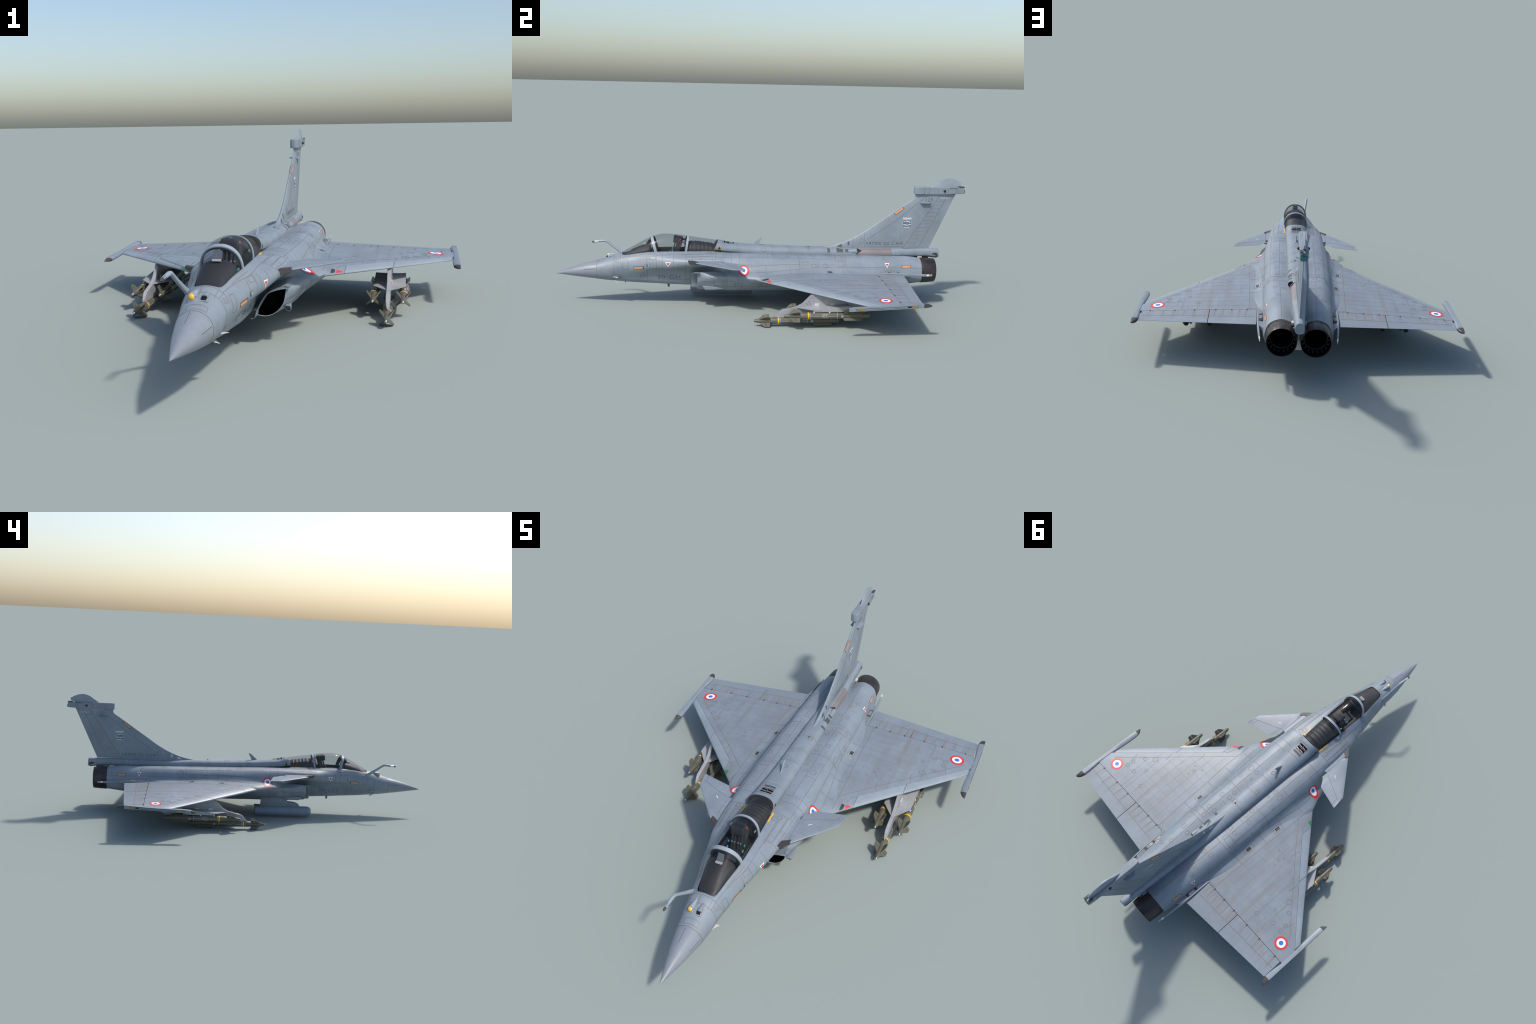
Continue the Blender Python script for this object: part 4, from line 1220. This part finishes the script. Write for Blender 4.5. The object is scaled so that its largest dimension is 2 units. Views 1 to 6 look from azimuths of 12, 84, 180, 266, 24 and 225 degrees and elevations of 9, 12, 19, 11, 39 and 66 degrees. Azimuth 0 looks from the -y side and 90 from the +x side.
# hatches on the left of the spine
for y0, y1 in ((.313, .326), (.3593, .3925), (.4031, .4197)):
    stamp("vent_panel", T_S, "left", *rect2(y0, y1, .2580, .2745), "slate", SPINE, .0005)
# cooling grille behind the canopy
for i in (0, 1):
    x0 = -.0222+.0228*i
    for j in (0, 1):
        y0 = -.1955+.0172*j
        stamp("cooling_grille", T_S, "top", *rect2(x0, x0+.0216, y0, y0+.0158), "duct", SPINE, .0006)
        stamp("cooling_grille_louvre", T_S, "top", *quad2((x0+.003, y0+.0085), (x0+.0216, y0+.0065), (x0+.0216, y0+.0125), (x0, y0+.0140)), "heat", SPINE, .0010)
    stamp("cooling_grille_cover", T_S, "top", *rect2(x0, x0+.0216, -.1555, -.1445), "slate", SPINE, .0006)
# glove grilles
for sx, tr_, par in ((1, T_W, WING), (-1, T_WR, WING_R)):
    spots = [(.1705, .3050)] + ([(.1870, .1430)] if sx < 0 else [])
    for x, y in spots:
        a, b = .0195, .0130
        stamp("grille_frame", tr_, "top", *quad2((sx*(x-b), y-a), (sx*(x+b), y-a), (sx*(x+b), y+a), (sx*(x-b), y+a)), "line", par, .0005)
        stamp("grille_frame", tr_, "top", *rect2(sx*x-b*.86, sx*x+b*.86, y-a*.9, y+a*.9), "frame", par, .0008)
        stamp("grille", tr_, "top", *rect2(sx*x-b*.55, sx*x+b*.55, y-a*.62, y+a*.62), "dark", par, .0012)
# leading edge lights
stamp("navigation_light", T_W, "top", *quad2((.2370, -.0300), (.2490, -.0150), (.2490, .0040), (.2370, .0040)), "line_dark", WING, .0006)
stamp("navigation_light", T_W, "top", *quad2((.2540, -.0120), (.2740, .0105), (.2720, .0130), (.2540, .0080)), "red", WING, .0006)
stamp("navigation_light", T_WR, "top", *quad2((-.2540, -.0120), (-.2740, .0105), (-.2720, .0150), (-.2540, .0110)), "green", WING_R, .0006)
# canard stencils
for sx, tr_, par in ((1, T_C, CANARD), (-1, T_CR, CANARD_R)):
    for k in range(3):
        stamp("canard_stencil", tr_, "top", *ring2((sx*(.186+.004*k), -.222+.004*k), .0004, .0022, 10, 1), "white", par, .0005)
# pod marks
stamp("pod_mark", T_P, "right", *rect2(-.2840, -.2720, .0300, .0350), "yellow_dim", PODT, .0005)
stamp("pod_mark", T_P, "right", *quad2((-.2810, .0360), (-.2750, .0360), (-.2778, .0405), (-.2782, .0405)), "yellow_dim", PODT, .0005)
stamp("pod_mark", T_P, "right", *rect2(-.2480, -.2400, .0270, .0292), "yellow_dim", PODT, .0005)
stamp("pod_mark", T_P, "right", *rect2(-.1100, -.1030, .0200, .0220), "yellow_dim", PODT, .0005)

# ------------------------------------------------------------------ panel lines
class Lines:
    def __init__(s, name, mat, parent, w=0.0018):
        s.name, s.mat, s.parent, s.w = name, mat, parent, w
        s.V = []; s.F = []
    def run(s, tr, axis, pts, closed=False, w=None, step=0.006, lift=0.00035):
        w = w or s.w
        if closed: pts = list(pts)+[pts[0]]
        P = []
        for a, b in zip(pts[:-1], pts[1:]):
            n = max(1, int(math.hypot(b[0]-a[0], b[1]-a[1])/step)) if not callable(axis) else max(1, int(abs(b[0]-a[0])/.12))
            P += [(lerp(a[0], b[0], k/n), lerp(a[1], b[1], k/n)) for k in range(n)]
        P.append(pts[-1])
        H = [hit(tr, axis, *p) for p in P]
        for i in range(len(H)-1):
            h0, h1 = H[i], H[i+1]
            if not h0 or not h1: continue
            d = h1[0]-h0[0]
            if d.length > 0.022 or d.length < 1e-6: continue
            pa = H[i-1] if i > 0 and H[i-1] and (H[i-1][0]-h0[0]).length < .022 else h0
            pb = H[i+2] if i+2 < len(H) and H[i+2] and (H[i+2][0]-h1[0]).length < .022 else h1
            t0 = (h1[0]-pa[0]).normalized(); t1 = (pb[0]-h0[0]).normalized()
            s0 = h0[1].cross(t0).normalized()*w*.5; s1 = h1[1].cross(t1).normalized()*w*.5
            k = len(s.V)
            s.V += [h0[0]+s0+h0[1]*lift, h0[0]-s0+h0[1]*lift, h1[0]-s1+h1[1]*lift, h1[0]+s1+h1[1]*lift]
            s.F.append((k, k+1, k+2, k+3))
    def done(s):
        if not s.F: return
        o = mk(s.name, s.V, s.F, s.mat, s.parent, recalc=False)
        o["kind"] = "stuff"
def radial(y, zc):
    return lambda a, _: (Vector((math.cos(a)*.5, y, zc+math.sin(a)*.5)), Vector((-math.cos(a), 0, -math.sin(a))))
def ringline(L, tr, y, zc, a0, a1, lean=0.0, w=None):
    for s in (1, -1):
        if s > 0: L.run(tr, radial(y, zc), [(math.radians(a0), 0), (math.radians(a1), 0)], w=w)
        else: L.run(tr, radial(y, zc), [(math.radians(180-a0), 0), (math.radians(180-a1), 0)], w=w)
def box_pts(u0, u1, v0, v1, r=0.0):
    if not r: return [(u0, v0), (u1, v0), (u1, v1), (u0, v1)]
    out = []
    for cx, cy, a0 in ((u1-r, v1-r, 0), (u0+r, v1-r, 90), (u0+r, v0+r, 180), (u1-r, v0+r, 270)):
        out += [(cx+r*math.cos(math.radians(a0+30*k)), cy+r*math.sin(math.radians(a0+30*k))) for k in range(4)]
    return out
def circ(u, v, a, b=None, n=14):
    b = b or a
    return [(u+a*math.cos(2*pi*k/n), v+b*math.sin(2*pi*k/n)) for k in range(n)]

L = Lines("panel_line", "line", FUSE)
SIDES = ("left", "right")
# nose rings and side panels
ringline(L, T_FS, -.8055, .167, -90, 90)
ringline(L, T_F, -.7225, .172, -90, 90)
ringline(L, T_F, -.6925, .18, 20, 90)
for sd in SIDES:
    for y, z0, z1 in ((-.564, .104, .246), (-.5198, .187, .2520), (-.4916, .187, .248), (-.4372, .187, .252), (-.380, .105, .262)):
        L.run(T_F, sd, [(y, z0), (y, z1)])
    L.run(T_F, sd, [(-.722, .2250), (-.684, .2350), (-.60, .2440), (-.5198, .2500), (-.44, .2565), (-.3785, .2585), (-.27, .2600)])
    L.run(T_F, sd, [(-.63, .2440), (-.57, .2530), (-.523, .2580)])
    L.run(T_F, sd, [(-.564, .187), (-.46, .187), (-.380, .187)])
    L.run(T_F, sd, [(-.567, .1290), (-.50, .1270), (-.36, .1250)])
    L.run(T_F, sd, box_pts(-.680, -.6536, .1797, .2246, .003), True)
    L.run(T_F, sd, box_pts(-.7138, -.7001, .2110, .2230), True)
    L.run(T_F, sd, [(-.7095, .2200), (-.7095, .2160), (-.7045, .2160)])
    L.run(T_F, sd, box_pts(-.728, -.692, .128, .1520), True)
    L.run(T_F, sd, box_pts(-.596, -.574, .138, .1530, .002), True)
    L.run(T_F, sd, box_pts(-.553, -.523, .2320, .2470), True)
    # shoulder panels
    L.run(T_F, sd, [(-.380, .2480), (-.30, .2510), (-.238, .2530)])
    L.run(T_F, sd, [(-.380, .2390), (-.29, .2420), (-.205, .2440)])
    for y in (-.350, -.305, -.255, -.238, -.165, -.125):
        L.run(T_F, sd, [(y, .232 if y < -.2 else .226), (y, .2585)])
    L.run(T_I, sd, [(-.080, .2100), (-.02, .2160), (.08, .2200), (.160, .2215)])
    L.run(T_I, sd, [(-.08, .1870), (.03, .1920), (.13, .1990), (.23, .2060), (.415, .2040), (.56, .2040), (.62, .2010), (.768, .1960)])
    L.run(T_F, sd, [(.163, .2040), (.160, .2400)])
    L.run(T_F, sd, [(.252, .2060), (.252, .2360)])
    for y, z, a, b in ((.187, .2240, .018, .0070), (.230, .2140, .013, .0075), (.2865, .2140, .012, .0075)):
        L.run(T_F, sd, circ(y, z, a, b), True)
    L.run(T_F, sd, box_pts(.352, .378, .2080, .2380, .003), True)
    L.run(T_F, sd, circ(.58, .2400, .008, .004), True)
    L.run(T_F, sd, [(.768, .13), (.768, .23)])
    # intake side
    for y, z0, z1 in ((-.245, .092, .176), (-.185, .100, .150), (-.135, .090, .205), (-.115, .100, .158), (.0, .095, .150)):
        L.run(T_I, sd, [(y, z0), (y, z1)])
    L.run(T_I, sd, [(-.310, .1400), (-.245, .1390)]); L.run(T_I, sd, [(-.310, .1340), (-.245, .1330)])
    L.run(T_I, sd, box_pts(-.205, -.150, .1180, .1460), True)
    L.run(T_I, sd, box_pts(-.145, -.122, .0960, .1380, .004), True)
    L.run(T_I, sd, box_pts(-.110, -.050, .1020, .1160), True)
    L.run(T_I, sd, box_pts(-.030, .020, .1200, .1460), True)
    L.run(T_I, sd, [(-.245, .118), (-.12, .116), (.04, .118)])
    # spine
    for y in (-.128, .040, .128, .225):
        L.run(T_S, sd, [(y, .2565), (y, .2700), (y, st(y)-.006)])
    L.run(T_S, sd, [(-.2350, .2700), (-.185, .2640), (-.128, .2620)])
    L.run(T_S, sd, box_pts(-.015, .008, .2620, .2780), True)
    L.run(T_S, sd, box_pts(.205, .222, .2680, .2760), True)
    for y in (.60, .66, .76, .835):
        L.run(T_S, sd, [(y, .2420), (y, .2700)])
    L.run(T_S, sd, circ(.690, .2530, .0095, .0085), True, w=.0014)
for y in (-.2050, -.128, .040, .128, .225):
    L.run(T_S, "top", [(-.036, y), (.036, y)])
L.run(T_S, "top", [(-.03, -.205), (.03, -.205)])
for sx in (1, -1):
    L.run(T_S, "top", circ(.0, -.003+.0001*sx, .009, .010), True)
    L.run(T_S, "top", box_pts(.012, .026, .205, .232, .003) if sx > 0 else box_pts(-.024, -.012, .10, .122, .003), True)
    # tops of the nacelles: round hatches
    for x, y, a, b in ((.084, -.255, .009, .009), (.099, .046, .0110, .0150), (.066, .044, .0090, .0100), (.109, .105, .0085, .0105), (.058, .084, .0060, .0060),
                       (.091, .232, .0085, .0100), (.060, .185, .0090, .0105), (.058, .219, .0090, .0105), (.057, .311, .0085, .0110), (.088, .314, .0085, .0100),
                       (.058, .470, .0090, .0100), (.078, .545, .0080, .0090)):
        L.run(T_F, "top", circ(sx*x, y, a, b), True)
    L.run(T_F, "top", box_pts(min(sx*.060, sx*.082), max(sx*.060, sx*.082), -.278, -.262), True)
    L.run(T_F, "top", [(sx*.118, -.235), (sx*.120, -.12), (sx*.120, .16), (sx*.117, .335)])
    L.run(T_F, "top", [(sx*.080, -.120), (sx*.079, .16), (sx*.078, .337)])
    L.run(T_F, "top", [(sx*.105, -.37), (sx*.112, -.25)])
    L.run(T_F, "top", [(sx*.085, -.40), (sx*.09, -.25)])
    for y, x0, x1 in ((-.238, .055, .128), (-.165, .055, .130), (-.125, .055, .136), (.012, .078, .122), (.160, .044, .150), (.252, .044, .070), (.337, .044, .140), (.388, .044, .140)):
        L.run(T_F, "top", [(sx*x0, y), (sx*x1, y)])
    L.run(T_F, "top", box_pts(min(sx*.080, sx*.128), max(sx*.080, sx*.128), .342, .371, .004), True)
    L.run(T_F, "top", box_pts(min(sx*.066, sx*.080), max(sx*.066, sx*.080), .345, .370, .003), True)
    L.run(T_F, "top", box_pts(min(sx*.086, sx*.10), max(sx*.086, sx*.10), .448, .470, .002), True)
    L.run(T_F, "top", [(sx*.076, .388), (sx*.072, .55), (sx*.066, .76)])
    # spine top
# nose top panel
L.run(T_F, "top", box_pts(-.024, .028, -.797, -.777), True)
for x in (-.006, .031):
    L.run(T_F, "top", [(x, -.7315), (x+(.002 if x > 0 else -.002), -.695)])
L.done()
L = Lines("radome_strip", "line_dark", RADOME, .0012)
for a in (98, 14, 166):
    for i in range(6):
        y0 = lerp(-.865, -.812, i/6); y1 = lerp(-.865, -.812, (i+1)/6)
        h0 = hit(T_R, radial(y0, (nt_(y0)+nb_(y0))/2), math.radians(a), 0); h1 = hit(T_R, radial(y1, (nt_(y1)+nb_(y1))/2), math.radians(a), 0)
        if h0 and h1:
            t = (h1[0]-h0[0]).normalized(); s0 = h0[1].cross(t)*.0005
            k = len(L.V)
            L.V += [h0[0]+s0+h0[1]*.0004, h0[0]-s0+h0[1]*.0004, h1[0]-s0+h1[1]*.0004, h1[0]+s0+h1[1]*.0004]; L.F.append((k, k+1, k+2, k+3))
L.done()

for sx, tr_, par in ((1, T_W, WING), (-1, T_WR, WING_R)):
    L = Lines("panel_line", "line", par)
    m = lambda pts: [(sx*u, v) for u, v in pts]
    L.run(tr_, "top", m([(.214, -.045), (.2135, .10), (.2065, .23), (.2028, .375), (.1958, .5300)]))
    for y in (.0, .115, .225, .372, .53):
        L.run(tr_, "top", m([(.150, y), (.205, y)]))
    L.run(tr_, "top", m([(.2105, .030), (.30, .1310), (.615, .4660)]))
    L.run(tr_, "top", m([(.282, .066), (.262, .055), (.250, .020)]))
    L.run(tr_, "top", m([(.165, .6020), (.36, .594), (.634, .580)]))
    for x, y0 in ((.33, .172), (.44, .285), (.555, .40)):
        L.run(tr_, "top", m([(x, y0-.035), (x-.008, y0+.012)]), w=.0018)
    for x, y, a, b in ((.470, .330, .0130, .0130), (.452, .400, .0075, .0075), (.49, .445, .0090, .0080), (.535, .4150, .0085, .0100), (.537, .445, .0085, .0100), (.505, .365, .0095, .0080),
                       (.295, .235, .0060, .0060), (.27, .205, .003, .003), (.31, .215, .003, .003), (.30, .265, .003, .003), (.410, .470, .0095, .0085)):
        L.run(tr_, "top", m(circ(x, y, a, b)), True)
    for x in (.60, .545, .50, .46, .42, .333, .30, .268, .235, .205):
        L.run(tr_, "top", m([(x, .541), (x+.004, .592)]), w=.0016)
    L.done()
    L = Lines("rivet_row", "line_faint", par, .0010)
    for k in range(9):
        y = .16+.042*k
        xe = min(.62, .2788+(y-.0137-.085)/1.1265)
        if xe > .23: L.run(tr_, "top", m([(.212, y), (xe, y)]))
    for k in range(9):
        x = .245+.042*k
        L.run(tr_, "top", m([(x, SLAT(x)+.045), (x-.004, .530)]))
    L.done()
    L = Lines("panel_seam", "line_dark", par, .0014)
    L.run(tr_, "top", m([(.170, .5370), (.640, .5358)]))
    L.run(tr_, "top", m([(.3579, .541), (.3579, .651)]), w=.0016)
    L.done()
for tr_, par, sx in ((T_C, CANARD, 1), (T_CR, CANARD_R, -1)):
    L = Lines("panel_line", "line", par)
    L.run(tr_, "top", [(sx*.155, -.205), (sx*.185, -.190), (sx*.285, -.145)])
    L.run(tr_, "top", [(sx*.272, -.150), (sx*.278, -.115)])
    L.done()
L = Lines("panel_line", "line", FIN)
for sd in SIDES:
    L.run(T_FIN, sd, [(.503, .275), (.503, .350)])
    L.run(T_FIN, sd, [(.503, .308), (.655, .410), (.79, .520), (.82, .5435)])
    L.run(T_FIN, sd, [(.443, .272), (.443, .322)])
    L.run(T_FIN, sd, [(.503, .2800), (.70, .2790)])
    L.run(T_FIN, sd, [(.615, .428), (.628, .405)])
    L.run(T_FIN, sd, [(.780, .2780), (.905, .520), (.915, .5400)])
    for k in range(12):
        z = .30+.019*k
        L.run(T_FIN, sd, [(fhin(z)+.002, z), (fhin(z)+.05, z+.001)], w=.0009)
    L.run(T_FIN, sd, box_pts(.483, .496, .2950, .3210, .004), True)
    L.run(T_FIN, sd, [(fhin(.275), .275), (fhin(.54), .54)], w=.0016)
L.done()
L = Lines("panel_line", "line", FIN)
TP = tree(POD)
for sd in SIDES:
    for y in (.790, .815, .862, .912, .955):
        L.run(TP, sd, [(y, .547), (y, .577)])
L.done()

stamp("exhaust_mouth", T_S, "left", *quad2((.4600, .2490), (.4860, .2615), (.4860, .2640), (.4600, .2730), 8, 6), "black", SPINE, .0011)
# heat-stained skin panel behind the exhaust
stamp("heat_stain", T_S, "left", *rect2(.462, .640, .2440, .2700, 24, 8), "heat", SPINE, .0005)
for o in bpy.data.objects:
    if o.type == "MESH" and o.parent is None: o.parent = ROOT
